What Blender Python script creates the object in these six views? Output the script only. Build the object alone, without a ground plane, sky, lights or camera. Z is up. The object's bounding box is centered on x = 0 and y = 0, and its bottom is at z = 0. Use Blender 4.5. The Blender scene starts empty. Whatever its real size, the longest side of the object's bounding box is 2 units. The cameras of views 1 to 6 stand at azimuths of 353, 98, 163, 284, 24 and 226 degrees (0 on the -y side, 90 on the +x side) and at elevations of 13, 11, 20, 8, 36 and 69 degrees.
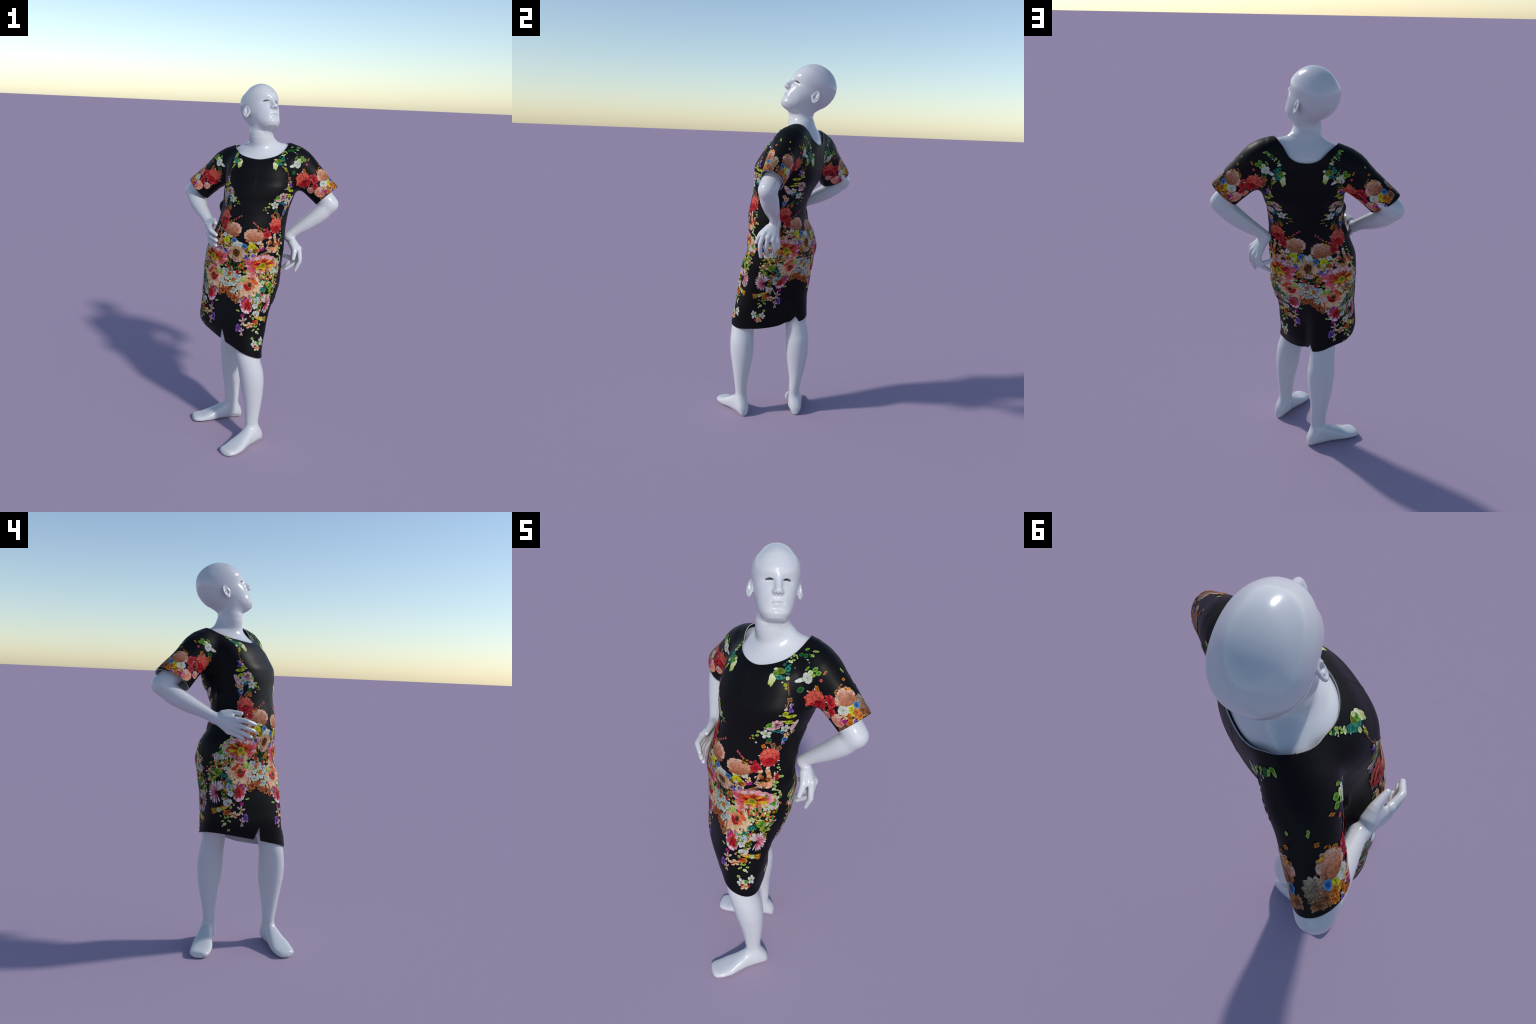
# A glossy pale mannequin, hands on its hips, in a black knee-length dress with a mirrored floral print.
import bpy, bmesh, math, random
import numpy as np
from mathutils import Vector, Matrix
from mathutils.bvhtree import BVHTree

random.seed(7)
rng = np.random.default_rng(7)
V = lambda *a: np.array(a, float)

# ----------------------------------------------------------------------------------------------
#  1. small numeric helpers
# ----------------------------------------------------------------------------------------------
def pchip(x, y, q):
    """Shape-preserving cubic through the control points (x, y); y may have several columns."""
    x = np.asarray(x, float); y = np.asarray(y, float)
    one = y.ndim == 1
    if one: y = y[:, None]
    h = np.diff(x)[:, None]; d = np.diff(y, axis=0) / h
    m = np.zeros_like(y); m[0] = d[0]; m[-1] = d[-1]
    for i in range(1, len(x) - 1):
        w1 = 2 * h[i] + h[i - 1]; w2 = h[i] + 2 * h[i - 1]
        same = d[i - 1] * d[i] > 0
        den = w1 / np.where(same, d[i - 1], 1) + w2 / np.where(same, d[i], 1)
        m[i] = np.where(same, (w1 + w2) / den, 0)
    q = np.clip(np.asarray(q, float), x[0], x[-1])
    k = np.clip(np.searchsorted(x, q, side='right') - 1, 0, len(x) - 2)
    hh = (x[k + 1] - x[k]); t = ((q - x[k]) / hh)[:, None]; hh = hh[:, None]
    r = ((2 * t**3 - 3 * t**2 + 1) * y[k] + (t**3 - 2 * t**2 + t) * hh * m[k]
         + (-2 * t**3 + 3 * t**2) * y[k + 1] + (t**3 - t**2) * hh * m[k + 1])
    return r[:, 0] if one else r

def smin(a, b, k):
    if k <= 0: return np.minimum(a, b)
    h = np.maximum(k - np.abs(a - b), 0) / k
    return np.minimum(a, b) - h * h * k * 0.25

def smax(a, b, k):
    return -smin(-a, -b, k)

def sstep(a, b, x):
    t = np.clip((x - a) / (b - a), 0, 1)
    return t * t * (3 - 2 * t)

# ----------------------------------------------------------------------------------------------
#  2. solid primitives (signed distance, about)
# ----------------------------------------------------------------------------------------------
class Sweep:
    """A limb: a smooth spine through (point, radius_a, radius_b), flattened along a side vector."""
    def __init__(self, stations, side=None, n=None):
        p = np.array([s[0] for s in stations], float)
        ra = np.array([s[1] for s in stations], float)
        rb = np.array([s[2] if len(s) > 2 else s[1] for s in stations], float)
        t = np.r_[0, np.cumsum(np.linalg.norm(np.diff(p, axis=0), axis=1))]
        n = n or max(2, 4 * (len(p) - 1))
        q = np.unique(np.r_[np.linspace(0, t[-1], n + 1)]) if len(p) > 2 else t
        self.p = pchip(t, p, q); self.a = pchip(t, ra, q); self.b = pchip(t, rb, q)
        self.side = None if side is None else np.asarray(side, float)
        self.c = self.p.mean(0)
        self.R = max(np.linalg.norm(self.p - self.c, axis=1) + np.maximum(self.a, self.b))
    def __call__(self, P):
        best = np.full(len(P), 9.0)
        pc = P.mean(0); pr = np.max(np.linalg.norm(P - pc, axis=1))
        near = [np.linalg.norm((self.p[i] + self.p[i + 1]) / 2 - pc) - np.linalg.norm(self.p[i + 1] - self.p[i]) / 2
                - max(self.a[i:i + 2].max(), self.b[i:i + 2].max()) for i in range(len(self.p) - 1)]
        lim = min(near) + 2 * pr + 0.16
        for i in range(len(self.p) - 1):
            if near[i] > lim: continue
            p0, p1 = self.p[i], self.p[i + 1]
            d = p1 - p0; L = np.linalg.norm(d); d = d / L
            w = P - p0; s = w @ d; t = np.clip(s / L, 0, 1)
            a = self.a[i] + (self.a[i + 1] - self.a[i]) * t
            b = self.b[i] + (self.b[i + 1] - self.b[i]) * t
            o = s - t * L
            if self.side is None:
                r2 = np.maximum((w * w).sum(1) - s * s, 0)
                dist = np.sqrt(r2 + o * o) - a
            else:
                u = self.side - d * (self.side @ d); u = u / np.linalg.norm(u); v = np.cross(d, u)
                x = w @ u; y = w @ v; m = np.minimum(a, b)
                k0 = np.sqrt((x / a)**2 + (y / b)**2 + (o / m)**2) + 1e-9
                k1 = np.sqrt((x / a**2)**2 + (y / b**2)**2 + (o / m**2)**2) + 1e-9
                dist = k0 * (k0 - 1) / k1
            best = np.minimum(best, dist)
        return best

class Ellipsoid:
    def __init__(self, c, r, frame=None):
        self.c = np.asarray(c, float); self.r = np.asarray(r, float)
        self.M = np.eye(3) if frame is None else np.asarray(frame, float)
        self.R = self.r.max()
    def __call__(self, P):
        q = (P - self.c) @ self.M.T
        k0 = np.linalg.norm(q / self.r, axis=1) + 1e-9
        k1 = np.linalg.norm(q / self.r**2, axis=1) + 1e-9
        return k0 * (k0 - 1) / k1

class Slices:
    """A body lofted through superelliptic slices stacked along local z.
    row: z, centre x, centre y, half width, half depth front (-y), half depth back, exponent, turn in degrees"""
    def __init__(self, rows, origin=(0, 0, 0), frame=None, fine=400):
        rows = np.array(rows, float)
        self.o = np.asarray(origin, float); self.M = np.eye(3) if frame is None else np.asarray(frame, float)
        self.z0, self.z1 = rows[0, 0], rows[-1, 0]
        self.q = np.linspace(self.z0, self.z1, fine)
        self.T = pchip(rows[:, 0], rows[:, 1:], self.q)
        mid = V(rows[:, 1].mean(), rows[:, 2].mean(), (self.z0 + self.z1) / 2)
        self.c = self.o + self.M.T @ mid
        self.R = np.hypot((self.z1 - self.z0) / 2, rows[:, 3:6].max()) + 0.12
    def at(self, z):
        f = np.clip((np.asarray(z) - self.z0) / (self.z1 - self.z0), 0, 1) * (len(self.q) - 1)
        i = np.minimum(f.astype(int), len(self.q) - 2); f = (f - i)[:, None]
        return self.T[i] * (1 - f) + self.T[i + 1] * f
    def __call__(self, P):
        q = (P - self.o) @ self.M.T
        T = self.at(q[:, 2])
        X = q[:, 0] - T[:, 0]; Y = q[:, 1] - T[:, 1]
        ph = np.radians(T[:, 6]); c, s = np.cos(ph), np.sin(ph)
        x = X * c - Y * s; y = X * s + Y * c
        w = T[:, 2]; d = np.where(y < 0, T[:, 3], T[:, 4]); n = T[:, 5]
        rho = ((np.abs(x) / w)**n + (np.abs(y) / d)**n)**(1 / n) + 1e-6
        r = np.hypot(x, y) + 1e-6
        dist = r * (1 - 1 / rho)
        dist = np.where(rho < 0.5, np.maximum(dist, -np.minimum(w, d)), dist)
        ax = np.maximum(np.maximum(self.z0 - q[:, 2], q[:, 2] - self.z1), 0)
        return np.where(ax > 0, np.hypot(np.maximum(dist, 0), ax), dist)
    def ring(self, z, n=240, grow=0.0):
        """Points of the slice outline at world height z (only for upright bodies)."""
        T = self.at(np.array([z]))[0]
        a = np.linspace(0, 2 * np.pi, n, endpoint=False)
        c, s = np.cos(a), np.sin(a)
        d = np.where(s < 0, T[3], T[4]) + grow
        e = 2 / T[5]
        x = (T[2] + grow) * np.sign(c) * np.abs(c)**e; y = d * np.sign(s) * np.abs(s)**e
        ph = np.radians(T[6]); cp, sp = np.cos(ph), np.sin(ph)
        return np.stack([T[0] + x * cp + y * sp, T[1] - x * sp + y * cp], -1) + self.o[:2]

# ----------------------------------------------------------------------------------------------
#  3. meshing an implicit solid: surface nets over the blocks that the surface passes through
# ----------------------------------------------------------------------------------------------
def polygonise(fun, lo, hi, h, B=16, slack=1.7):
    lo = np.floor(np.asarray(lo) / h).astype(int); hi = np.ceil(np.asarray(hi) / h).astype(int)
    nb = -(-(hi - lo) // B)
    g = np.stack(np.meshgrid(*[np.arange(n) for n in nb], indexing='ij'), -1).reshape(-1, 3)
    org = lo + g * B
    loc = np.stack(np.meshgrid(*[np.arange(-1, B + 1)] * 3, indexing='ij'), -1).reshape(-1, 3)
    n1 = B + 2; reach = B * h * 0.95
    vk, vp, fq = [], [], []
    corner = [(i, j, k) for i in (0, 1) for j in (0, 1) for k in (0, 1)]
    key = lambda c: ((c[..., 0] + 4096) * 8192 + (c[..., 1] + 4096)) * 8192 + (c[..., 2] + 4096)
    centres = (org + B / 2) * h
    close = np.abs(fun(centres, centres.mean(0), 9.0)) < reach * slack
    for o, ctr in zip(org[close], centres[close][:, None]):
        D = fun((loc + o) * h, ctr[0], reach).reshape(n1, n1, n1)
        ins = D < 0
        if ins.all() or not ins.any(): continue
        m = n1 - 1
        acc = np.zeros((m, m, m, 3)); cnt = np.zeros((m, m, m))
        for a in range(3):
            for b in (0, 1):
                for c in (0, 1):
                    off0 = [0, 0, 0]; o2 = [x for x in range(3) if x != a]
                    off0[o2[0]] = b; off0[o2[1]] = c
                    off1 = list(off0); off1[a] = 1
                    s0 = tuple(slice(x, x + m) for x in off0); s1 = tuple(slice(x, x + m) for x in off1)
                    d0, d1 = D[s0], D[s1]
                    cr = (d0 < 0) != (d1 < 0)
                    t = np.where(cr, d0 / np.where(cr, d0 - d1, 1), 0)
                    pt = np.zeros((m, m, m, 3)); pt[..., 0] = off0[0]; pt[..., 1] = off0[1]; pt[..., 2] = off0[2]
                    pt[..., a] += t
                    acc += np.where(cr[..., None], pt, 0); cnt += cr
        has = cnt > 0
        cell = np.argwhere(has)
        vk.append(key(cell + o - 1)); vp.append((acc[has] / cnt[has][:, None] + cell + o - 1) * h)
        for a in range(3):
            o2 = [(1, 2), (2, 0), (0, 1)][a]
            sl0 = [slice(1, n1 - 1)] * 3; sl1 = list(sl0); sl1[a] = slice(2, n1)
            d0 = ins[tuple(sl0)]; d1 = ins[tuple(sl1)]
            e = np.argwhere(d0 != d1)
            if not len(e): continue
            flip = ~d0[tuple(e.T)]
            e = e + 1                     # lattice index in block; cell index of the same corner
            u = np.zeros(3, int); v = np.zeros(3, int); u[o2[0]] = 1; v[o2[1]] = 1
            q = np.stack([key(c + o - 1) for c in (e - u - v, e - v, e, e - u)], 1)
            q[flip] = q[flip][:, ::-1]
            fq.append(q)
    vk = np.concatenate(vk); vp = np.concatenate(vp); fq = np.concatenate(fq)
    uk, first = np.unique(vk, return_index=True)
    return vp[first], np.searchsorted(uk, fq)

# ----------------------------------------------------------------------------------------------
#  4. the figure: measures
# ----------------------------------------------------------------------------------------------
# torso frame: chest turned 17 degrees towards -x
TURN = math.radians(17)
FWD = V(-math.sin(TURN), -math.cos(TURN), 0); LAT = V(math.cos(TURN), -math.sin(TURN), 0)
CHEST = V(-0.03, 0.0, 0)
def chest(lat, fwd, z): return CHEST + LAT * lat + FWD * fwd + V(0, 0, z)
def chest_row(z, fc, w, df, db, n, turn=17):
    c = chest(0, fc, 0); return (z, c[0], c[1], w, df, db, n, turn)

DRESS_ROWS = [
    (0.44, -0.151, -0.042, 0.234, 0.112, 0.122, 1.80, 58.5),
    (0.52, -0.151, -0.042, 0.234, 0.112, 0.122, 1.80, 58.5),
    (0.60, -0.149, -0.050, 0.220, 0.109, 0.136, 2.10, 60.5),
    (0.68, -0.157, -0.052, 0.213, 0.118, 0.138, 2.68, 53.0),
    (0.76, -0.142, -0.042, 0.207, 0.127, 0.144, 3.00, 50.0),
    (0.84, -0.124, -0.032, 0.208, 0.134, 0.157, 2.90, 44.6),
    (0.92, -0.109, -0.018, 0.218, 0.138, 0.168, 2.59, 35.8),
    (1.00, -0.100, 0.003, 0.220, 0.151, 0.167, 2.32, 30.1),
    (1.08, -0.089, 0.010, 0.220, 0.171, 0.150, 2.15, 27.5),
    (1.16, -0.072, 0.006, 0.206, 0.187, 0.124, 1.96, 21.0),
    (1.24, -0.053, 0.017, 0.191, 0.192, 0.112, 1.96, 14.5),
    (1.32, -0.033, 0.041, 0.187, 0.197, 0.120, 2.12, 9.5),
    (1.40, -0.015, 0.057, 0.197, 0.202, 0.144, 2.46, 9.8),
    (1.46, -0.006, 0.056, 0.201, 0.193, 0.155, 2.62, 12.2),
    (1.52, -0.007, 0.061, 0.196, 0.163, 0.152, 2.60, 13.6),
    (1.58, -0.009, 0.068, 0.180, 0.128, 0.144, 2.43, 15.1),
    chest_row(1.63, -0.100, 0.145, 0.088, 0.102, 2.2),
    chest_row(1.665, -0.115, 0.108, 0.056, 0.060, 2.2),
    chest_row(1.69, -0.120, 0.060, 0.025, 0.030, 2.2),
]
trunk = Slices(DRESS_ROWS)

JOINT_L = chest(0.197, -0.115, 1.580); JOINT_R = chest(-0.202, -0.140, 1.552)
ELBOW_L = V(0.377, -0.024, 1.360); ELBOW_R = V(-0.374, 0.318, 1.368)
WRIST_L = V(0.153, -0.006, 1.174); WRIST_R = V(-0.289, 0.072, 1.221)
CUFF_L = V(0.360, -0.006, 1.408); CUFF_R = V(-0.345, 0.274, 1.394)
CUFF_L_ACROSS = V(0.113, -0.010, 0.102); CUFF_R_ACROSS = V(-0.059, 0.151, 0.084)
unit = lambda v: np.asarray(v, float) / np.linalg.norm(v)

def sleeve(joint, cuff, across, ra, rb, lat):
    ax = unit(cuff - joint)
    return Sweep([(joint - V(*lat) * 0.05 + V(0, 0, 0.02), 0.060, 0.060), (joint, 0.082, 0.076),
                  (joint * 0.5 + cuff * 0.5, 0.084, 0.070), (cuff, ra, rb), (cuff + ax * 0.07, ra, rb)], side=across, n=16)
sleeve_L = sleeve(JOINT_L, CUFF_L, CUFF_L_ACROSS, 0.078, 0.060, LAT)
sleeve_R = sleeve(JOINT_R, CUFF_R, CUFF_R_ACROSS, 0.090, 0.063, -LAT)
yoke = [Sweep([(chest(0.03, -0.115, 1.657), 0.045), (chest(0.13, -0.130, 1.640), 0.046), (JOINT_L, 0.056)], n=10),
        Sweep([(chest(-0.03, -0.115, 1.647), 0.045), (chest(-0.14, -0.135, 1.613), 0.046), (JOINT_R, 0.056)], n=10)]

# --- legs and feet ---
def limb(rows):
    return Slices([(z, x, y, a, b, b, 2.05, 0) for z, x, y, a, b in rows])
leg_R = limb([(0.04, -0.112, 0.118, 0.034, 0.030), (0.09, -0.117, 0.115, 0.036, 0.031), (0.14, -0.123, 0.113, 0.043, 0.032), (0.20, -0.123, 0.117, 0.046, 0.037), (0.26, -0.125, 0.119, 0.052, 0.048),
              (0.32, -0.125, 0.120, 0.061, 0.058), (0.38, -0.124, 0.119, 0.068, 0.065), (0.44, -0.125, 0.117, 0.072, 0.067), (0.50, -0.129, 0.111, 0.068, 0.064),
              (0.56, -0.133, 0.102, 0.066, 0.061), (0.70, -0.145, 0.080, 0.075, 0.070), (0.95, -0.160, 0.052, 0.088, 0.082)])
leg_L = limb([(0.04, -0.022, -0.186, 0.034, 0.032), (0.09, -0.028, -0.190, 0.035, 0.032), (0.14, -0.034, -0.194, 0.038, 0.034), (0.20, -0.033, -0.195, 0.044, 0.041), (0.26, -0.034, -0.195, 0.052, 0.050),
              (0.32, -0.038, -0.195, 0.061, 0.060), (0.38, -0.043, -0.197, 0.067, 0.068), (0.44, -0.052, -0.200, 0.069, 0.069), (0.50, -0.067, -0.201, 0.067, 0.066),
              (0.56, -0.078, -0.195, 0.066, 0.064), (0.70, -0.062, -0.135, 0.075, 0.070), (0.95, -0.035, -0.052, 0.088, 0.082)])

def foot(heel, toe, bow=1.0):
    """Slices along the foot: distance from the heel, sideways, height of the middle, half width, down, up."""
    d = unit(toe - heel); L = np.linalg.norm(toe - heel)
    M = np.stack([np.cross(V(0, 0, 1), d), V(0, 0, -1), d])     # local y points down, z along the foot
    row = lambda s, side, top, w, n: (s * L, side * bow, -top / 2, w, top / 2, top / 2, n, 0)
    rows = [row(0.00, 0, 0.044, 0.015, 2.2), row(0.02, 0, 0.062, 0.024, 2.2), row(0.08, 0, 0.085, 0.031, 2.3), row(0.20, 0, 0.105, 0.035, 2.3),
            row(0.36, 0.002, 0.100, 0.038, 2.3), row(0.52, 0.005, 0.076, 0.045, 2.4), row(0.70, 0.008, 0.052, 0.054, 2.5), row(0.84, 0.008, 0.038, 0.053, 2.5),
            row(0.94, 0.006, 0.035, 0.047, 2.4), row(0.985, 0.004, 0.030, 0.034, 2.3), row(1.0, 0.003, 0.018, 0.014, 2.2)]
    return Slices(rows, V(heel[0], heel[1], 0), M)
foot_L = foot(V(0.024, -0.158, 0), V(-0.202, -0.334, 0), 0.8)
foot_R = foot(V(-0.060, 0.132, 0), V(-0.360, 0.096, 0), 0.8)

# --- arms and hands ---
arm_L = Sweep([(JOINT_L, 0.058), (JOINT_L * 0.45 + ELBOW_L * 0.55, 0.055), (JOINT_L * 0.15 + ELBOW_L * 0.85, 0.050), (ELBOW_L, 0.043)])
arm_R = Sweep([(JOINT_R, 0.058), (JOINT_R * 0.45 + ELBOW_R * 0.55, 0.055), (JOINT_R * 0.15 + ELBOW_R * 0.85, 0.050), (ELBOW_R, 0.043)])
def forearm(e, w):
    return Sweep([(e, 0.042), (e * 0.78 + w * 0.22 - V(0, 0, 0.009), 0.048), (e * 0.5 + w * 0.5 - V(0, 0, 0.009), 0.042), (e * 0.15 + w * 0.85, 0.030), (w, 0.027)], n=16)
fore_L = forearm(ELBOW_L, WRIST_L); fore_R = forearm(ELBOW_R, WRIST_R)

class Hand:
    def __init__(self, wrist, knuckles, pips, tips, thumb):
        self.palm = [Sweep([(wrist * 0.92 + k * 0.08, 0.019), (wrist * 0.45 + k * 0.55, 0.0165), (k, 0.0135)]) for k in knuckles]
        self.fingers = [Sweep([(k, 0.0138), (p, 0.0122), (p * 0.45 + t * 0.55, 0.0112), (t, 0.0090)], n=9) for k, p, t in zip(knuckles, pips, tips)]
        self.thumb = Sweep([(thumb[0], 0.020), (thumb[1], 0.0155), (thumb[2], 0.0105)], n=8)
        self.web = Sweep([(thumb[0], 0.015), (thumb[1] * 0.6 + knuckles[0] * 0.4, 0.009)])
        self.c = (wrist + knuckles[1]) / 2; self.R = 0.20
    def __call__(self, P):
        d = self.palm[0](P)
        for s in self.palm[1:]: d = smin(d, s(P), 0.012)
        d = smin(d, self.web(P), 0.02)
        f = self.fingers[0](P)
        for s in self.fingers[1:]: f = smin(f, s(P), 0.003)
        d = smin(d, f, 0.008)
        return smin(d, self.thumb(P), 0.009)
hand_L = Hand(WRIST_L, [V(.209, -.057, 1.112), V(.212, -.034, 1.098), V(.207, -.010, 1.085), V(.196, .012, 1.075)],
              [V(.213, -.075, 1.046), V(.197, -.045, 1.028), V(.186, .000, 1.034), V(.178, .017, 1.042)],
              [V(.190, -.072, .988), V(.140, -.044, .988), V(.130, -.012, .992), V(.126, .014, 1.056)],
              [V(.170, -.040, 1.140), V(.180, -.078, 1.106), V(.171, -.101, 1.062)])
hand_R = Hand(WRIST_R, [V(-.294, -.043, 1.218), V(-.298, -.032, 1.195), V(-.298, -.016, 1.178), V(-.292, -.006, 1.158)],
              [V(-.290, -.095, 1.213), V(-.292, -.085, 1.184), V(-.292, -.066, 1.160), V(-.290, -.044, 1.144)],
              [V(-.262, -.133, 1.196), V(-.260, -.128, 1.164), V(-.261, -.112, 1.134), V(-.277, -.076, 1.128)],
              [V(-.280, .030, 1.240), V(-.270, -.002, 1.250), V(-.263, -.060, 1.247)])

# --- head and neck ---
EARS = V(-0.0145, 0.125, 1.8425)
HEAD = np.array([[0.8935, 0.4363, -0.1059], [-0.4309, 0.7670, -0.4755], [-0.1262, 0.4705, 0.8733]])   # rows: left, back, up
def hd(x, y, z): return EARS + HEAD.T @ V(x, y, z)
def head_row(z, front, back, w, n=2.2):
    c = 0.02 + 0.5 * min(z - 0.02, 0) * (z < 0.02)
    return (z, 0.0, c, w, c - front, back - c, n, 0)
skull = Slices([
    head_row(-0.126, -0.078, -0.020, 0.020), head_row(-0.122, -0.098, 0.000, 0.036), head_row(-0.113, -0.108, 0.020, 0.047),
    head_row(-0.100, -0.115, 0.035, 0.056, 2.3), head_row(-0.086, -0.114, 0.045, 0.063, 2.3), head_row(-0.070, -0.117, 0.055, 0.068, 2.3), head_row(-0.050, -0.118, 0.075, 0.073, 2.25),
    head_row(-0.030, -0.117, 0.093, 0.079), head_row(-0.010, -0.116, 0.108, 0.084), head_row(0.012, -0.116, 0.117, 0.088),
    head_row(0.034, -0.122, 0.122, 0.092), head_row(0.055, -0.1265, 0.124, 0.095), head_row(0.080, -0.119, 0.121, 0.094),
    head_row(0.105, -0.107, 0.113, 0.086), head_row(0.125, -0.094, 0.101, 0.073), head_row(0.143, -0.073, 0.084, 0.056),
    head_row(0.152, -0.050, 0.066, 0.040)], EARS, HEAD)
skull.c = hd(0, 0, 0.02); skull.R = 0.20
neck = Sweep([(chest(0, -0.10, 1.60), 0.085), (chest(-0.005, -0.098, 1.66), 0.070), (V(-0.014, 0.088, 1.725), 0.066), (hd(0, 0.014, -0.080), 0.063), (hd(0, 0.02, -0.02), 0.06)], n=14)

def gauss(x, w): return np.exp(-(x / w)**2)
EAR = np.array([[0.84, -0.53, 0.08], [0.53, 0.84, 0.16], [0, 0, 0]]); EAR[0] = unit(EAR[0])
EAR[1] = unit(EAR[1] - EAR[0] * (EAR[0] @ EAR[1])); EAR[2] = np.cross(EAR[0], EAR[1])
nose = Sweep([(V(0, -0.114, 0.030), 0.0085), (V(0, -0.1235, 0.002), 0.0105), (V(0, -0.1340, -0.0220), 0.0122)], n=8)
def head_solid(P):
    q = (P - EARS) @ HEAD.T
    m = q.copy(); m[:, 0] = np.abs(m[:, 0])             # the face is symmetric: work on one half
    x, y, z = m.T
    E = lambda c, r: Ellipsoid(V(*c), V(*r))(m)
    dome = sstep(0.112, 0.146, z)                      # the crown goes over into an ellipsoid
    d = (1 - dome) * skull(P) + dome * Ellipsoid(hd(0, 0.0055, 0.095), V(0.0750, 0.1050, 0.0725), HEAD)(P)
    front = 1 - sstep(-0.075, -0.055, y)
    d = d + front * 0.0085 * gauss(x - 0.034, 0.021) * gauss(z - 0.015, 0.0125)     # eye sockets
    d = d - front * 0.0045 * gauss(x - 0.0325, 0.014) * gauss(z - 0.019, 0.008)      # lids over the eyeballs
    d = d - front * 0.0025 * gauss(x - 0.026, 0.022) * gauss(z - 0.040, 0.009)       # brows
    d = d + front * 0.0030 * gauss(x - 0.048, 0.016) * gauss(z + 0.058, 0.022)       # hollow cheeks
    d = smin(d, nose(m), 0.022)
    d = smin(d, E((0.0110, -0.1225, -0.0270), (0.0085, 0.0125, 0.0080)), 0.011)      # wings of the nose
    d = smax(d, -E((0.0075, -0.1300, -0.0345), (0.0036, 0.0062, 0.0048)), 0.002)     # nostrils
    mouth = front * (1 - sstep(0.019, 0.028, x))
    d = d - front * 0.0022 * gauss(z + 0.0560, 0.0045) * (1 - sstep(0.008, 0.026, x))
    d = d - front * 0.0028 * gauss(z + 0.0705, 0.0050) * (1 - sstep(0.006, 0.024, x))
    d = d + mouth * 0.0075 * gauss(z + 0.0632 + 5.0 * x * x, 0.0019)                 # the line of the lips
    d = d + front * 0.0020 * gauss(z + 0.0860, 0.0060) * gauss(x, 0.018)
    d = d - front * 0.0020 * gauss(z + 0.1030, 0.0120) * gauss(x, 0.018)             # chin
    d = d + front * 0.0012 * gauss(x, 0.004) * gauss(z + 0.046, 0.006)               # groove under the nose
    arc = np.clip(1 - ((x - 0.0325) / 0.0175)**2, -1, 1)
    slit_ = np.maximum(0.0158 - z, z - (0.0158 + 0.0080 * arc))
    d = smax(d, -np.maximum(slit_, y + 0.086), 0.0008)                               # eye slits
    ear = Ellipsoid(V(0.0945, 0.006, -0.002), V(0.0075, 0.0205, 0.0345), EAR)(m)
    dish = Ellipsoid(V(0.1015, 0.003, 0.002), V(0.0085, 0.0150, 0.0260), EAR)(m)
    ear = smax(ear, -dish, 0.003)
    ridge = Sweep([(V(0.0975, 0.010, 0.014), 0.0030), (V(0.1000, 0.011, -0.002), 0.0034), (V(0.0940, 0.002, -0.017), 0.0032)], n=6)(m)
    ear = smin(ear, ridge, 0.004)
    ear = smax(ear, -E((0.0950, -0.001, -0.004), (0.010, 0.0075, 0.0110)), 0.003)
    ear = smin(ear, E((0.0875, -0.010, -0.006), (0.0035, 0.0030, 0.0060)), 0.004)
    return smin(d, ear, 0.005)

def far(c, R, ctr, reach):
    return np.linalg.norm(c - ctr) - R - reach > 0.09

def upper_body(P, ctr, reach):
    """Chest and shoulders (a little inside the dress), neck and head, flowing into each other."""
    d = np.full(len(P), 9.0)
    if ctr[2] < 1.72 + reach:
        d = smax(trunk(P) + 0.012, 1.50 - P[:, 2], 0.03)
        for y in yoke:
            if not far(y.c, y.R, ctr, reach): d = smin(d, y(P) + 0.008, 0.04)
    if not far(neck.c, neck.R, ctr, reach): d = smin(d, neck(P), 0.045)
    if not far(skull.c, skull.R, ctr, reach): d = smin(d, head_solid(P), 0.022)
    return d

def whole_arm(arm, fore, hand):
    def f(P, ctr, reach):
        d = np.full(len(P), 9.0)
        if not far(arm.c, arm.R, ctr, reach): d = arm(P)
        f_ = None
        if not far(fore.c, fore.R, ctr, reach): f_ = fore(P)
        if not far(hand.c, hand.R, ctr, reach):
            h_ = hand(P); f_ = h_ if f_ is None else smin(f_, h_, 0.016)
        return d if f_ is None else smin(d, f_, 0.022)
    return f

def whole_leg(leg, ft):
    def f(P, ctr, reach):
        d = leg(P)
        if not far(ft.c, ft.R, ctr, reach): d = smax(smin(d, ft(P), 0.030), -P[:, 2], 0.004)
        return d
    return f

DIP = (V(-0.040, 0.110, 0.86), V(0.030, -0.050, 0.75))
def gown(P, ctr, reach):
    """The outer skin of the dress before neckline, cuffs and hem are cut."""
    d = trunk(P)
    for y in yoke:
        if not far(y.c, y.R, ctr, reach): d = smin(d, y(P), 0.05)
    for s in (sleeve_L, sleeve_R):
        if not far(s.c, s.R, ctr, reach): d = smin(d, s(P), 0.062)
    for leg in (leg_L, leg_R):
        if ctr[2] < 1.0 + reach and not far(leg.c, leg.R, ctr, reach): d = smin(d, leg(P) - 0.007, 0.03)
    # the cloth is drawn in under the seat, in a slanting dip from the centre back to the left side
    t = np.clip((P - DIP[0]) @ (DIP[1] - DIP[0]) / ((DIP[1] - DIP[0]) @ (DIP[1] - DIP[0])), 0, 1)
    r = np.linalg.norm(P - DIP[0] - t[:, None] * (DIP[1] - DIP[0]), axis=1)
    d = d + 0.016 * np.exp(-(r / 0.075)**2)
    return smin(d, Ellipsoid(V(-0.216, 0.070, 1.322), V(0.020, 0.016, 0.030))(P), 0.018) if abs(ctr[2] - 1.32) < 0.1 + reach else d      # a pinched fold at the right side

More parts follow.
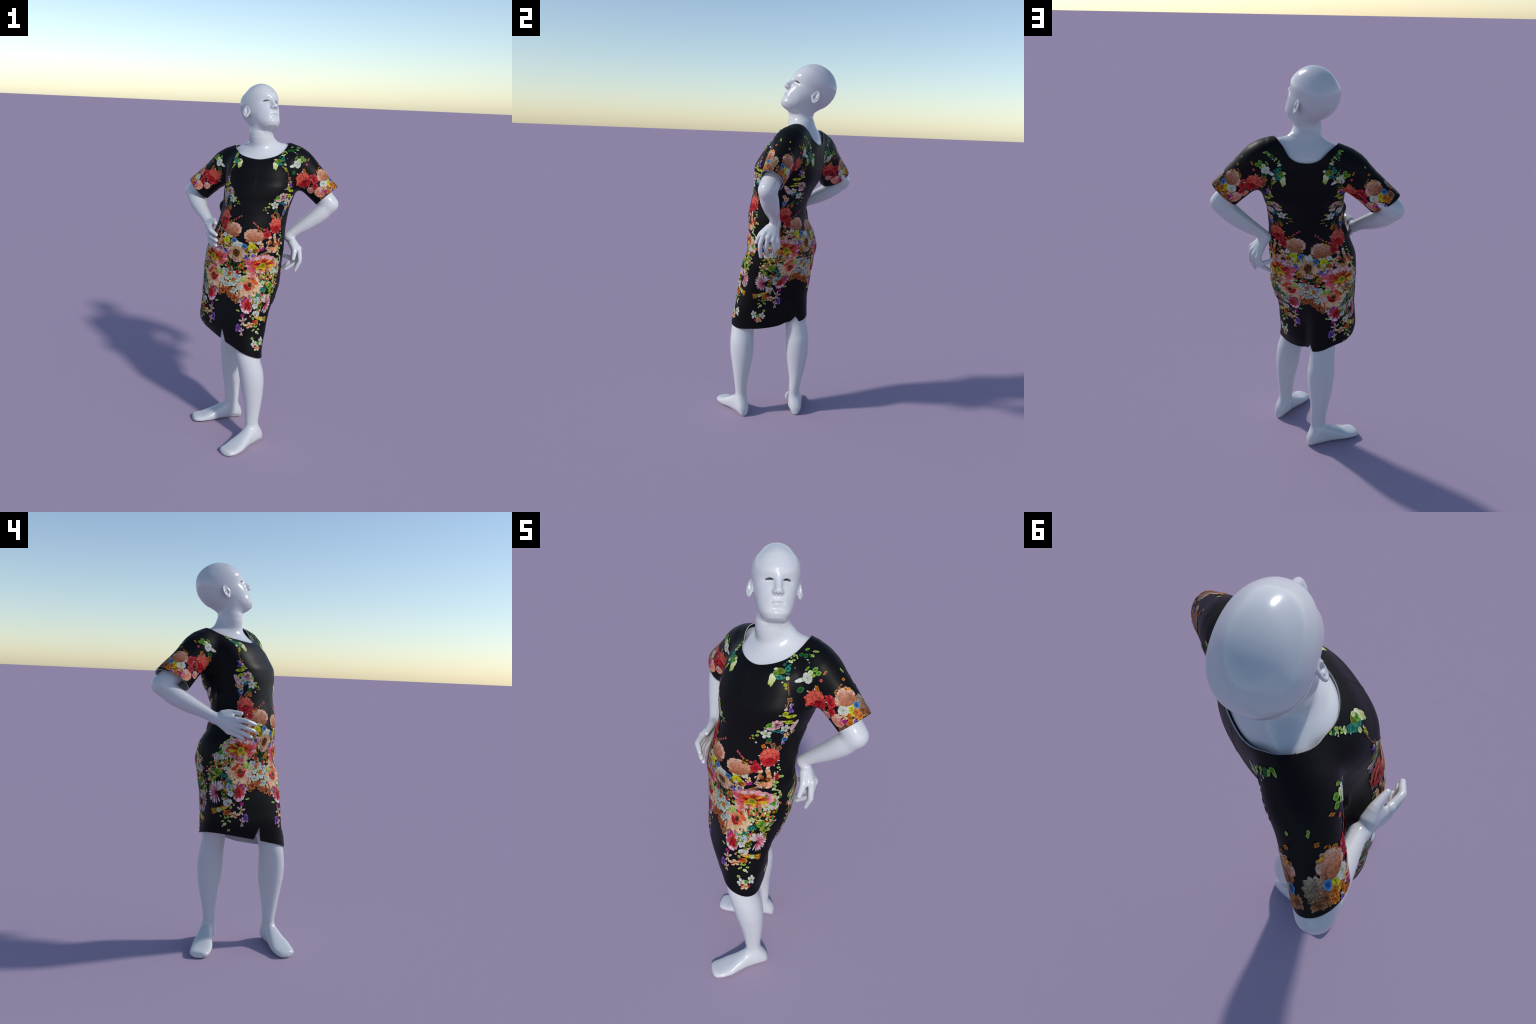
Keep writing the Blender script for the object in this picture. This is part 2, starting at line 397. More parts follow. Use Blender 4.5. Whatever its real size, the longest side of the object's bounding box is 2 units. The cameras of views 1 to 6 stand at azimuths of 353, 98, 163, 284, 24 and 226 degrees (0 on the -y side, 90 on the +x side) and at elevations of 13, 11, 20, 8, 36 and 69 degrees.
# ----------------------------------------------------------------------------------------------
#  5. mesh tools
# ----------------------------------------------------------------------------------------------
def clip(v, t, g):
    """Keep the part of the triangles where g <= 0, cutting along g = 0."""
    inside = g <= 0
    k = inside[t].sum(1)
    keep = t[k == 3]
    cut = t[(k == 1) | (k == 2)]
    cache = {}; nv = []
    def mid(a, b):
        key_ = (a, b) if a < b else (b, a)
        if key_ not in cache:
            f = g[a] / (g[a] - g[b]); cache[key_] = len(v) + len(nv); nv.append(v[a] + (v[b] - v[a]) * f)
        return cache[key_]
    out = []
    for tri in cut:
        i = inside[tri]
        if i.sum() == 1:
            r = int(np.argmax(i)); a, b, c = np.roll(tri, -r); out.append((a, mid(a, b), mid(a, c)))
        else:
            r = int(np.argmin(i)); a, b, c = np.roll(tri, -r)
            ab, ac = mid(a, b), mid(a, c); out += [(ab, b, c), (ab, c, ac)]
    v = np.vstack([v] + ([np.array(nv)] if nv else []))
    t = np.vstack([keep] + ([np.array(out)] if out else []))
    u, inv = np.unique(t, return_inverse=True)
    return v[u], inv.reshape(-1, 3)

def mesh_object(name, v, f, mats, smooth=True):
    me = bpy.data.meshes.new(name)
    me.from_pydata([tuple(p) for p in v], [], [tuple(int(i) for i in q) for q in f])
    for m in mats: me.materials.append(m)
    if smooth: me.polygons.foreach_set('use_smooth', np.ones(len(me.polygons), bool))
    me.update()
    ob = bpy.data.objects.new(name, me); bpy.context.scene.collection.objects.link(ob)
    return ob

def quads_to_tris(q):
    return np.vstack([q[:, [0, 1, 2]], q[:, [0, 2, 3]]])

def relax(v, q, rounds=2, keep=0.5):
    """Gentle smoothing of the net's vertices."""
    e = np.vstack([q[:, [0, 1]], q[:, [1, 2]], q[:, [2, 3]], q[:, [3, 0]]])
    n = np.zeros(len(v)); np.add.at(n, e[:, 0], 1); np.add.at(n, e[:, 1], 1)
    for s in [keep, -keep * 1.04] * rounds:
        a = np.zeros_like(v)
        for k in range(3):
            a[:, k] = np.bincount(e[:, 0], v[e[:, 1], k], len(v)) + np.bincount(e[:, 1], v[e[:, 0], k], len(v))
        v = v + s * (a / n[:, None] - v)
    return v

# ----------------------------------------------------------------------------------------------
#  6. materials
# ----------------------------------------------------------------------------------------------
def material(name):
    m = bpy.data.materials.new(name); m.use_nodes = True
    nt = m.node_tree; b = nt.nodes['Principled BSDF']
    return m, nt, b

skin, nt, b = material('glossy_white_plastic')
b.inputs['Base Color'].default_value = (0.565, 0.575, 0.60, 1)
b.inputs['Roughness'].default_value = 0.2
cloth, nt, b = material('black_cloth')
b.inputs['Base Color'].default_value = (0.0035, 0.0035, 0.0045, 1)
b.inputs['Roughness'].default_value = 0.46
b.inputs['Specular IOR Level'].default_value = 0.11
lining, nt, b = material('pale_lining')
b.inputs['Base Color'].default_value = (0.45, 0.45, 0.47, 1)
b.inputs['Roughness'].default_value = 0.6
dark, nt, b = material('dark_grey_inset')
b.inputs['Base Color'].default_value = (0.06, 0.065, 0.07, 1)
b.inputs['Roughness'].default_value = 0.7

# ----------------------------------------------------------------------------------------------
#  7. build the mannequin
# ----------------------------------------------------------------------------------------------
root = bpy.data.objects.new('dressed_mannequin', None); bpy.context.scene.collection.objects.link(root)
root['label'] = 'glossy white bald mannequin wearing a black floral dress, hands on hips'
root['category'] = 'mannequin'

def normals_of(v, q):
    n = np.zeros_like(v)
    fn = np.cross(v[q[:, 2]] - v[q[:, 0]], v[q[:, 3]] - v[q[:, 1]])
    for k in range(4):
        for a in range(3): n[:, a] += np.bincount(q[:, k], fn[:, a], len(v))
    return n / (np.linalg.norm(n, axis=1)[:, None] + 1e-12)

def body_piece(solid, keep, lo, hi, h, naming, slack=1.7):
    """One stretch of the body (its cut ends lie hidden under the dress), split into named parts with shared normals."""
    v, q = polygonise(lambda P, ctr, reach: smax(solid(P, ctr, reach), keep(P), 0.004), lo, hi, h, slack=slack)
    v = relax(v, q); n = normals_of(v, q)
    names = naming(v[q].mean(1))
    for nm in sorted(set(names)):
        f = q[names == nm]; u, inv = np.unique(f, return_inverse=True)
        ob = mesh_object(nm, v[u], inv.reshape(-1, 4), [skin])
        ob.data.normals_split_custom_set_from_vertices([tuple(x) for x in n[u]])
        ob.parent = root

def name_top(c):
    loc = (c - EARS) @ HEAD.T
    names = np.full(len(c), 'torso', object)
    names[(c[:, 2] > 1.668)] = 'neck'
    names[(loc[:, 2] > -0.115 + (loc[:, 1] + 0.06) * 0.42) & (c[:, 2] > 1.70)] = 'head'
    names[np.minimum(yoke[0](c), yoke[1](c)) + 0.01 < neck(c)] = 'torso'
    return names
def name_arm(e, w):
    def f(c):
        names = np.full(len(c), 'arm', object)
        names[(c - w) @ unit(w - e) > -0.004] = 'hand'
        return names
    return f
def name_leg(c):
    names = np.full(len(c), 'leg', object); names[c[:, 2] < 0.095] = 'foot'
    return names
body_piece(upper_body, lambda P: 1.545 - P[:, 2], (-0.26, -0.12, 1.53), (0.26, 0.30, 2.02), 0.0023, name_top, slack=2.6)
def beyond(j, e):                      # the arm from half-way down the upper arm, hidden in the sleeve
    mid = j * 0.55 + e * 0.45; ax = unit(e - j)
    return lambda P: np.where(P[:, 2] > 1.34, -((P - mid) @ ax), -0.05)
body_piece(whole_arm(arm_L, fore_L, hand_L), beyond(JOINT_L, ELBOW_L), (0.09, -0.13, 0.95), (0.45, 0.09, 1.54), 0.0024, name_arm(ELBOW_L, WRIST_L))
body_piece(whole_arm(arm_R, fore_R, hand_R), beyond(JOINT_R, ELBOW_R), (-0.45, -0.17, 1.09), (-0.20, 0.39, 1.54), 0.0024, name_arm(ELBOW_R, WRIST_R))
body_piece(whole_leg(leg_L, foot_L), lambda P: P[:, 2] - 0.80, (-0.27, -0.41, -0.01), (0.08, 0.02, 0.82), 0.0036, name_leg)
body_piece(whole_leg(leg_R, foot_R), lambda P: P[:, 2] - 0.80, (-0.40, -0.02, -0.01), (0.01, 0.21, 0.82), 0.0036, name_leg)

# dark grey ellipsoids set just behind the eye slits
for sgn in (1, -1):
    me = bpy.data.meshes.new('eye'); bm = bmesh.new()
    bmesh.ops.create_uvsphere(bm, u_segments=24, v_segments=16, radius=1.0)
    for vert in bm.verts:
        p = hd(sgn * 0.0325 + vert.co.x * 0.0175, -0.088 + vert.co.y * 0.0065, 0.0190 + vert.co.z * 0.0075); vert.co = p
    bm.to_mesh(me); bm.free(); me.materials.append(dark)
    me.polygons.foreach_set('use_smooth', np.ones(len(me.polygons), bool))
    ob = bpy.data.objects.new('eye', me); bpy.context.scene.collection.objects.link(ob); ob.parent = root

# ----------------------------------------------------------------------------------------------
#  8. build the dress
# ----------------------------------------------------------------------------------------------
gv, gq = polygonise(gown, (-0.50, -0.42, 0.48), (0.50, 0.48, 1.76), 0.0052)
gv = relax(gv, gq)
gt = quads_to_tris(gq)

HEM = lambda p: 0.532 - 0.37 * p[:, 0] + 0.02 * p[:, 1] + 0.014 * sstep(0.0, 0.09, p[:, 1]) * sstep(-0.25, -0.14, p[:, 0])
def slit(p, apex, out, slope):
    o = unit(V(*out, 0)); side = V(-o[1], o[0], 0)
    s = np.abs((p - apex) @ side); front = (p - apex) @ o > -0.06
    return np.where(front, (apex[2] - p[:, 2]) * slope - s, -1.0)      # > 0 inside the notch
def hem_field(p):
    g = HEM(p) - p[:, 2]
    g = np.maximum(g, slit(p, V(-0.209, -0.150, 0.678), (-0.5, -0.87), 0.24))
    return np.maximum(g, slit(p, V(-0.065, 0.101, 0.603), (0.5, 0.87), 0.5))
RIM = np.array([(-180, .120, 1.577), (-165, .123, 1.579), (-150, .130, 1.592), (-130, .145, 1.635), (-106, .157, 1.660), (-85, .140, 1.637), (-73, .124, 1.620), (-40, .120, 1.605),
                (0, .124, 1.601), (33, .119, 1.610), (60, .115, 1.620), (82, .115, 1.638), (100, .135, 1.675), (112, .145, 1.686), (130, .140, 1.660), (150, .130, 1.600), (165, .123, 1.581), (180, .120, 1.577)])
def neck_field(p):
    c = chest(0, -0.09, 0); lat = (p - c) @ LAT; fwd = (p - c) @ FWD
    th = np.degrees(np.arctan2(lat, fwd)); rz = pchip(RIM[:, 0], RIM[:, 1:], th)
    return np.where(p[:, 2] > 1.5, (p[:, 2] - rz[:, 1]) - (np.hypot(lat, fwd) - rz[:, 0]), -1.0)
def cuff_field(p, joint, cuff, across):
    ax = unit(cuff - joint); ac = unit(across); nrm = unit(ax - ac * (ax @ ac))
    s = sleeve_L if cuff[0] > 0 else sleeve_R
    on_sleeve = (s(p) < 0.004) & (p[:, 2] > 1.25) & (np.abs(p[:, 0]) > 0.2)
    return np.where(on_sleeve, (p - cuff) @ nrm, -1.0)
gv, gt = clip(gv, gt, hem_field(gv))
gv, gt = clip(gv, gt, neck_field(gv))
gv, gt = clip(gv, gt, cuff_field(gv, JOINT_L, CUFF_L, CUFF_L_ACROSS))
gv, gt = clip(gv, gt, cuff_field(gv, JOINT_R, CUFF_R, CUFF_R_ACROSS))
dress = mesh_object('dress', gv, gt, [cloth, lining])
bm = bmesh.new(); bm.from_mesh(dress.data)
bmesh.ops.remove_doubles(bm, verts=bm.verts, dist=0.0006)
bmesh.ops.recalc_face_normals(bm, faces=bm.faces)
bm.to_mesh(dress.data); bm.free()
dress.parent = root

# ----------------------------------------------------------------------------------------------
#  9. the floral print: every flower, petal and leaf is a thin piece lying on the cloth
# ----------------------------------------------------------------------------------------------
def lin(c, gain=0.84):
    return tuple(((x / 255 / 12.92) if x / 255 <= 0.04045 else ((x / 255 + 0.055) / 1.055)**2.4) * gain for x in c) + (1.0,)

def petal_material(name, stops, along='r', streak=0.35, mottle=0.25, rays=4.0):
    """Colour runs from the heart to the rim (or upwards), broken by streaks that fan out and by painterly mottling."""
    m, nt, b = material(name)
    N, L = nt.nodes, nt.links
    tc = N.new('ShaderNodeTexCoord'); sep = N.new('ShaderNodeSeparateXYZ'); L.new(tc.outputs['Object'], sep.inputs[0])
    def math_(op, a, c=None):
        n_ = N.new('ShaderNodeMath'); n_.operation = op
        for i, x in enumerate((a, c)):
            if x is None: continue
            if isinstance(x, (int, float)): n_.inputs[i].default_value = x
            else: L.new(x, n_.inputs[i])
        return n_.outputs[0]
    x, y = sep.outputs[0], sep.outputs[1]
    r = math_('SQRT', math_('ADD', math_('MULTIPLY', x, x), math_('MULTIPLY', y, y)))
    ang = math_('ARCTAN2', y, x)
    rnd = N.new('ShaderNodeObjectInfo').outputs['Random']
    comb = N.new('ShaderNodeCombineXYZ'); L.new(x, comb.inputs[0]); L.new(y, comb.inputs[1]); L.new(math_('MULTIPLY', rnd, 7.0), comb.inputs[2])
    wob = N.new('ShaderNodeTexNoise'); wob.inputs['Scale'].default_value = 3.2; wob.inputs['Detail'].default_value = 3; L.new(comb.outputs[0], wob.inputs['Vector'])
    fan = N.new('ShaderNodeCombineXYZ'); L.new(math_('MULTIPLY', ang, rays), fan.inputs[0]); L.new(math_('MULTIPLY', r, 1.3), fan.inputs[1]); L.new(math_('MULTIPLY', rnd, 9.0), fan.inputs[2])
    st = N.new('ShaderNodeTexNoise'); st.inputs['Scale'].default_value = 1.6; st.inputs['Detail'].default_value = 2; L.new(fan.outputs[0], st.inputs['Vector'])
    t = r if along == 'r' else math_('MULTIPLY', math_('ADD', y, 1.0), 0.5)
    t = math_('ADD', t, math_('MULTIPLY', math_('SUBTRACT', wob.outputs['Fac'], 0.5), mottle * 1.8))
    ramp = N.new('ShaderNodeValToRGB'); L.new(t, ramp.inputs['Fac'])
    el = ramp.color_ramp.elements
    while len(el) < len(stops): el.new(0.5)
    for e_, (p, c) in zip(el, stops): e_.position = p; e_.color = lin(c)
    grain = N.new('ShaderNodeTexNoise'); grain.inputs['Scale'].default_value = 4.2; grain.inputs['Detail'].default_value = 2.5; grain.inputs['Distortion'].default_value = 1.2; L.new(comb.outputs[0], grain.inputs['Vector'])
    fold = N.new('ShaderNodeMapRange'); fold.inputs['From Min'].default_value = 0.30; fold.inputs['From Max'].default_value = 0.60; fold.inputs['To Min'].default_value = 1.0 - 0.55 * (streak + mottle) / 0.7; fold.inputs['To Max'].default_value = 1.08
    L.new(grain.outputs['Fac'], fold.inputs['Value'])
    val = math_('MULTIPLY', math_('ADD', 1.0 - streak * 0.62, math_('MULTIPLY', st.outputs['Fac'], streak * 1.25)), fold.outputs['Result'])
    mix = N.new('ShaderNodeMix'); mix.data_type = 'RGBA'; mix.blend_type = 'MULTIPLY'; mix.inputs['Factor'].default_value = 1.0
    L.new(ramp.outputs['Color'], mix.inputs['A'])
    cc = N.new('ShaderNodeCombineColor')
    for i in range(3): L.new(val, cc.inputs[i])
    L.new(cc.outputs[0], mix.inputs['B'])
    L.new(mix.outputs['Result'], b.inputs['Base Color'])
    b.inputs['Roughness'].default_value = 0.55
    b.inputs['Specular IOR Level'].default_value = 0.15
    return m

INK = {
    'dahlia': petal_material('red_dahlia', [(0, (140, 14, 20)), (0.45, (196, 30, 34)), (1, (218, 78, 64))], streak=0.7, rays=7),
    'dahlia_tip': petal_material('coral_dahlia', [(0, (206, 58, 48)), (1, (226, 104, 84))], along='y', streak=0.6),
    'tan': petal_material('tan_peony', [(0, (140, 76, 46)), (0.45, (182, 112, 78)), (0.8, (206, 148, 120)), (1, (222, 178, 158))], along='y', streak=0.45, rays=3),
    'tan_light': petal_material('pale_tan_petal', [(0, (176, 108, 76)), (0.6, (206, 150, 122)), (1, (226, 184, 164))], streak=0.4),
    'yellow': petal_material('yellow_ranunculus', [(0, (120, 110, 4)), (0.18, (190, 184, 10)), (1, (212, 206, 22))], streak=0.35),
    'red': petal_material('red_carnation', [(0, (132, 8, 22)), (0.5, (194, 24, 34)), (1, (210, 62, 62))], streak=0.7, mottle=0.5),
    'lily': petal_material('peach_lily', [(0, (176, 96, 40)), (0.4, (220, 150, 96)), (0.75, (236, 190, 152)), (1, (242, 216, 194))], streak=0.55, mottle=0.7),
    'pink': petal_material('pink_peony', [(0, (226, 84, 66)), (0.45, (226, 110, 100)), (0.75, (224, 136, 140)), (1, (230, 170, 178))], streak=0.5),
    'rose_red': petal_material('crimson_fold', [(0, (190, 30, 50)), (1, (226, 96, 110))], streak=0.6),
    'orange': petal_material('orange_heart', [(0, (226, 130, 34)), (0.45, (226, 92, 40)), (1, (206, 50, 40))], streak=0.6, mottle=0.5),
    'gold': petal_material('golden_stamen', [(0, (170, 150, 30)), (0.6, (222, 176, 34)), (1, (232, 150, 30))], streak=0.4),
    'peach': petal_material('peach_petal', [(0, (228, 124, 84)), (0.5, (230, 150, 116)), (1, (232, 180, 152))], streak=0.3),
    'rose': petal_material('peach_rose', [(0, (150, 60, 26)), (0.16, (196, 62, 44)), (0.36, (226, 126, 88)), (0.62, (230, 176, 134)), (1, (220, 194, 168))], streak=0.35, mottle=0.35),
    'scarlet': petal_material('scarlet_peony', [(0, (204, 20, 32)), (0.55, (212, 50, 66)), (0.82, (222, 110, 130)), (1, (232, 186, 196))], streak=0.55, rays=3),
    'daisy': petal_material('pink_chrysanthemum', [(0, (160, 44, 66)), (0.3, (216, 130, 150)), (0.7, (230, 184, 192)), (1, (238, 224, 224))], streak=0.5, rays=6),
    'white': petal_material('white_blossom', [(0, (150, 156, 96)), (0.3, (188, 192, 178)), (1, (212, 216, 208))], streak=0.3),
    'cream_green': petal_material('cream_flower', [(0, (150, 176, 70)), (0.5, (214, 218, 150)), (1, (240, 238, 214))], along='y', streak=0.3),
    'cream': petal_material('cream_blossom', [(0, (170, 88, 44)), (0.28, (210, 172, 122)), (1, (226, 198, 160))], streak=0.35),
    'pale_blue': petal_material('pale_blue_floret', [(0, (190, 130, 60)), (0.2, (110, 150, 166)), (0.6, (176, 196, 198)), (1, (204, 214, 212))], streak=0.4, mottle=0.5),
    'violet': petal_material('violet', [(0, (50, 24, 104)), (0.45, (104, 72, 186)), (0.8, (150, 124, 206)), (1, (210, 196, 214))], streak=0.4, mottle=0.6),
    'purple': petal_material('purple_lily', [(0, (56, 24, 84)), (0.6, (122, 78, 178)), (1, (168, 120, 176))], streak=0.5, mottle=0.6),
    'magenta': petal_material('magenta_petal', [(0, (128, 14, 96)), (1, (190, 44, 130))], streak=0.5),
    'blue': petal_material('blue_petal', [(0, (24, 50, 112)), (0.6, (52, 104, 172)), (1, (120, 170, 204))], streak=0.5),
    'teal': petal_material('teal_leaf', [(0, (4, 70, 60)), (0.6, (16, 118, 100)), (1, (60, 156, 128))], streak=0.5),
    'green': petal_material('green_leaf', [(0, (44, 104, 24)), (0.6, (92, 150, 40)), (1, (140, 184, 74))], streak=0.5),
    'dark': petal_material('dark_green_leaf', [(0, (6, 46, 22)), (0.7, (22, 98, 40)), (1, (60, 136, 62))], streak=0.5),
    'lime': petal_material('lime_leaf', [(0, (96, 136, 30)), (0.6, (140, 180, 60)), (1, (196, 216, 130))], streak=0.4),
    'pale_green': petal_material('pale_leaf', [(0, (150, 180, 104)), (1, (222, 228, 178))], streak=0.3),
    'olive': petal_material('olive_leaf', [(0, (70, 84, 14)), (1, (122, 142, 40))], streak=0.5),
    'sap': petal_material('yellow_green_leaf', [(0, (112, 122, 10)), (0.6, (150, 160, 22)), (1, (196, 204, 60))], streak=0.4),
    'amber': petal_material('orange_petal', [(0, (160, 64, 14)), (0.5, (210, 110, 30)), (1, (228, 160, 50))], streak=0.6, mottle=0.7),
    'brown': petal_material('brown_petal', [(0, (92, 50, 26)), (0.6, (160, 98, 60)), (1, (190, 138, 100))], streak=0.6, mottle=0.6),
    'taupe': petal_material('taupe_petal', [(0, (110, 84, 62)), (0.6, (150, 124, 98)), (1, (186, 166, 144))], along='y', streak=0.7, rays=5),
    'rust': petal_material('rust_floret', [(0, (104, 40, 12)), (0.6, (178, 84, 32)), (1, (206, 118, 60))], streak=0.6),
    'mauve': petal_material('mauve_flower', [(0, (104, 44, 66)), (0.5, (176, 118, 126)), (1, (214, 172, 172))], streak=0.4, mottle=0.6),
    'blush': petal_material('blush_petal', [(0, (196, 146, 148)), (1, (226, 196, 190))], streak=0.3),
    'heart': petal_material('brown_heart', [(0, (84, 46, 14)), (0.7, (140, 88, 36)), (1, (178, 130, 78))], streak=0.8, mottle=0.6),
    'tan_centre': petal_material('tan_blossom', [(0, (178, 130, 84)), (0.6, (200, 158, 116)), (1, (212, 190, 164))], streak=0.3),
}
INK_LIST = list(INK)

# --- outlines of the pieces; each is star-shaped around its own middle ---
def outline(kind, a, g):
    c, s = np.cos(a), np.sin(a)
    if kind == 'leaf':   return np.stack([c, s * np.abs(s)**0.55], 1)
    if kind == 'petal':  return np.stack([c, s * (0.72 + 0.34 * c) * np.abs(s)**0.15], 1)
    ph = g.uniform(0, 6.28, 6)
    if kind == 'round':  r = 1 + 0.05 * np.sin(3 * a + ph[0]) + 0.03 * np.sin(5 * a + ph[1])
    if kind == 'frill':  r = 0.92 + 0.07 * np.abs(np.sin(5.5 * a + ph[0])) + 0.06 * np.sin(3 * a + ph[1]) + 0.05 * np.sin(17 * a + ph[2])
    if kind == 'ragged': r = 0.86 + 0.13 * np.sin(4 * a + ph[0]) + 0.10 * np.sin(7 * a + ph[1]) + 0.08 * np.sin(13 * a + ph[2])
    if kind == 'spiky':  r = 0.80 + 0.20 * np.abs(((a * 13 / np.pi + ph[0]) % 2) - 1) + 0.04 * np.sin(3 * a + ph[1])
    if kind == 'five':   r = 0.62 + 0.38 * np.abs(np.cos(2.5 * a + ph[0]))**0.6 + 0.03 * np.sin(13 * a + ph[1])
    return np.stack([c * r, s * r], 1)

def motif(kind, g):
    """A flower as overlapping pieces: (x, y, half length, half width, angle, outline, ink), the lowest first; unit radius."""
    P = []
    add = lambda x, y, rx, ry, rot, k, ink: P.append((x, y, rx, ry, rot, k, ink))
    def wheel(n, r0, L, W, ink, k='petal', start=0.0, spread=360.0, jit=0.12):
        for i in range(n):
            t = math.radians(start + spread * (i + 0.5) / n + g.uniform(-1, 1) * 360 / n * jit)
            f = 1 + g.uniform(-1, 1) * jit
            add(r0 * math.cos(t), r0 * math.sin(t), L * f, W * f, math.degrees(t), k, ink)
    if kind == 'dahlia':
        wheel(8, 0.92, 0.13, 0.05, 'white', 'leaf', jit=0.4)
        add(0, 0, 0.97, 0.97, 0, 'spiky', 'dahlia'); wheel(13, 0.62, 0.32, 0.13, 'dahlia_tip', 'petal', start=0, spread=180)
        wheel(11, 0.58, 0.34, 0.11, 'red', 'leaf', start=180, spread=180); wheel(11, 0.30, 0.27, 0.10, 'dahlia_tip', 'petal', start=-20, spread=220)
        wheel(7, 0.24, 0.24, 0.08, 'red', 'leaf', start=190, spread=160)
    elif kind == 'tan_peony':
        add(0, 0, 1, 1, 0, 'frill', 'tan'); wheel(7, 0.58, 0.38, 0.30, 'tan_light', 'frill', start=10, spread=190)
        wheel(5, 0.34, 0.36, 0.26, 'tan', 'frill', start=0, spread=200); add(0.45, 0.72, 0.35, 0.14, -30, 'ragged', 'amber'); add(0.02, -0.3, 0.6, 0.45, 0, 'frill', 'tan')
    elif kind == 'ranunculus':
        add(0, 0, 1, 1, 0, 'frill', 'yellow'); add(-0.05, 0.25, 0.22, 0.10, 10, 'ragged', 'olive')
    elif kind == 'carnation':
        add(0, 0, 1, 1, 0, 'ragged', 'red'); wheel(6, 0.5, 0.42, 0.24, 'red', 'ragged'); wheel(3, 0.7, 0.2, 0.14, 'rose_red', 'ragged', jit=0.5)
    elif kind == 'peach_lily':
        for x, y, a, b_, t in ((-0.1, -0.55, 0.55, 0.34, 10), (0.45, -0.35, 0.55, 0.3, 70), (-0.5, 0.15, 0.42, 0.24, 20), (0.3, 0.35, 0.5, 0.24, 110), (-0.35, 0.62, 0.26, 0.2, 0), (0.25, 0.8, 0.24, 0.16, 40), (0.78, 0.1, 0.4, 0.12, 80), (-0.62, -0.35, 0.3, 0.2, 0)):
            add(x, y, a, b_, t, 'ragged', 'lily')
        add(-0.28, 0.1, 0.24, 0.12, -10, 'ragged', 'amber'); add(0.2, -0.1, 0.3, 0.12, -30, 'ragged', 'amber'); add(0.32, -0.62, 0.3, 0.2, 20, 'ragged', 'peach'); add(-0.5, -0.55, 0.24, 0.16, 0, 'ragged', 'peach')
    elif kind == 'coral_peony':
        add(-0.02, 0.05, 0.96, 0.92, 0, 'frill', 'pink'); wheel(11, 0.66, 0.36, 0.24, 'pink', 'frill', start=-15, spread=210)
        wheel(6, 0.72, 0.30, 0.16, 'rose_red', 'frill', start=130, spread=100, jit=0.3); wheel(3, 0.62, 0.28, 0.14, 'blush', 'frill', start=40, spread=110, jit=0.3)
        add(0.04, 0.02, 0.58, 0.54, 0, 'ragged', 'orange'); wheel(13, 0.40, 0.30, 0.10, 'orange', 'leaf', start=-20, spread=230, jit=0.3)
        wheel(3, 0.46, 0.20, 0.09, 'gold', 'leaf', start=-15, spread=50, jit=0.3); wheel(3, 0.34, 0.24, 0.10, 'gold', 'leaf', start=185, spread=110, jit=0.3); wheel(7, 0.32, 0.20, 0.06, 'red', 'leaf', start=0, spread=180, jit=0.3)
        add(-0.05, -0.08, 0.24, 0.34, 0, 'frill', 'gold'); add(-0.05, -0.05, 0.13, 0.20, 0, 'ragged', 'sap'); add(-0.34, -0.62, 0.13, 0.2, 0, 'five', 'cream')
    elif kind == 'peach_petal':
        add(-0.62, 0.3, 0.55, 0.2, 80, 'frill', 'rose_red'); add(0.0, 0.1, 0.95, 0.9, 70, 'frill', 'peach'); add(0.35, -0.2, 0.62, 0.5, 100, 'frill', 'pink'); add(-0.3, 0.0, 0.8, 0.4, 80, 'frill', 'peach'); add(0.3, 0.3, 0.5, 0.24, 60, 'frill', 'blush')
    elif kind == 'peach_rose':
        add(-0.05, 0, 0.98, 0.98, 0, 'frill', 'rose'); wheel(6, 0.60, 0.44, 0.30, 'peach', 'frill', start=-60, spread=300, jit=0.25); wheel(5, 0.66, 0.32, 0.24, 'cream', 'frill', start=-120, spread=180)
        add(0.3, 0.45, 0.42, 0.2, -40, 'petal', 'orange'); add(-0.45, 0.6, 0.3, 0.16, 100, 'leaf', 'lime'); add(-0.05, -0.05, 0.46, 0.44, 0, 'frill', 'rose')
        add(-0.28, -0.12, 0.34, 0.13, -60, 'leaf', 'red'); add(-0.02, -0.28, 0.22, 0.1, 20, 'ragged', 'red'); add(0.0, 0.1, 0.18, 0.22, 0, 'ragged', 'heart')
    elif kind == 'red_peony':
        add(0, 0, 1, 1, 0, 'frill', 'scarlet'); wheel(5, 0.66, 0.32, 0.22, 'daisy', 'frill', start=170, spread=130); wheel(5, 0.5, 0.36, 0.2, 'rose_red', 'frill', start=60, spread=160)
        wheel(6, 0.3, 0.4, 0.16, 'red', 'leaf', start=-120, spread=200); wheel(3, 0.75, 0.2, 0.14, 'magenta', 'frill', start=80, spread=80)
    elif kind == 'pink_daisy':
        wheel(15, 0.55, 0.46, 0.10, 'daisy', 'petal', start=-130, spread=260); wheel(5, 0.62, 0.4, 0.09, 'white', 'petal', start=60, spread=100); wheel(9, 0.34, 0.3, 0.08, 'rose_red', 'leaf', start=-110, spread=200)
        wheel(7, 0.44, 0.34, 0.08, 'daisy', 'petal', start=-100, spread=200)
    elif kind in ('white_blossom', 'cream_blossom', 'pale_floret'):
        ink = {'white_blossom': 'white', 'cream_blossom': 'cream', 'pale_floret': 'pale_blue'}[kind]
        st = g.uniform(0, 72)
        if kind == 'pale_floret':
            for x, y in ((-0.42, 0.2), (0.45, 0.35), (0.1, -0.45)):
                add(x, y, 0.60, 0.58, g.uniform(0, 72), 'five', ink if g.uniform() < 0.6 else 'white'); add(x, y, 0.10, 0.10, 0, 'round', g.choice(['amber', 'blue', 'sap']))
        else:
            wheel(5, 0.48, 0.50, 0.42, ink, 'petal', start=st); wheel(2, 0.5, 0.3, 0.12, 'pale_green' if kind == 'white_blossom' else 'red', 'leaf', start=st + 30, jit=0.5); add(0, 0, 0.16, 0.16, 0, 'round', 'sap' if kind == 'white_blossom' else 'amber')
    elif kind == 'cream_flower':
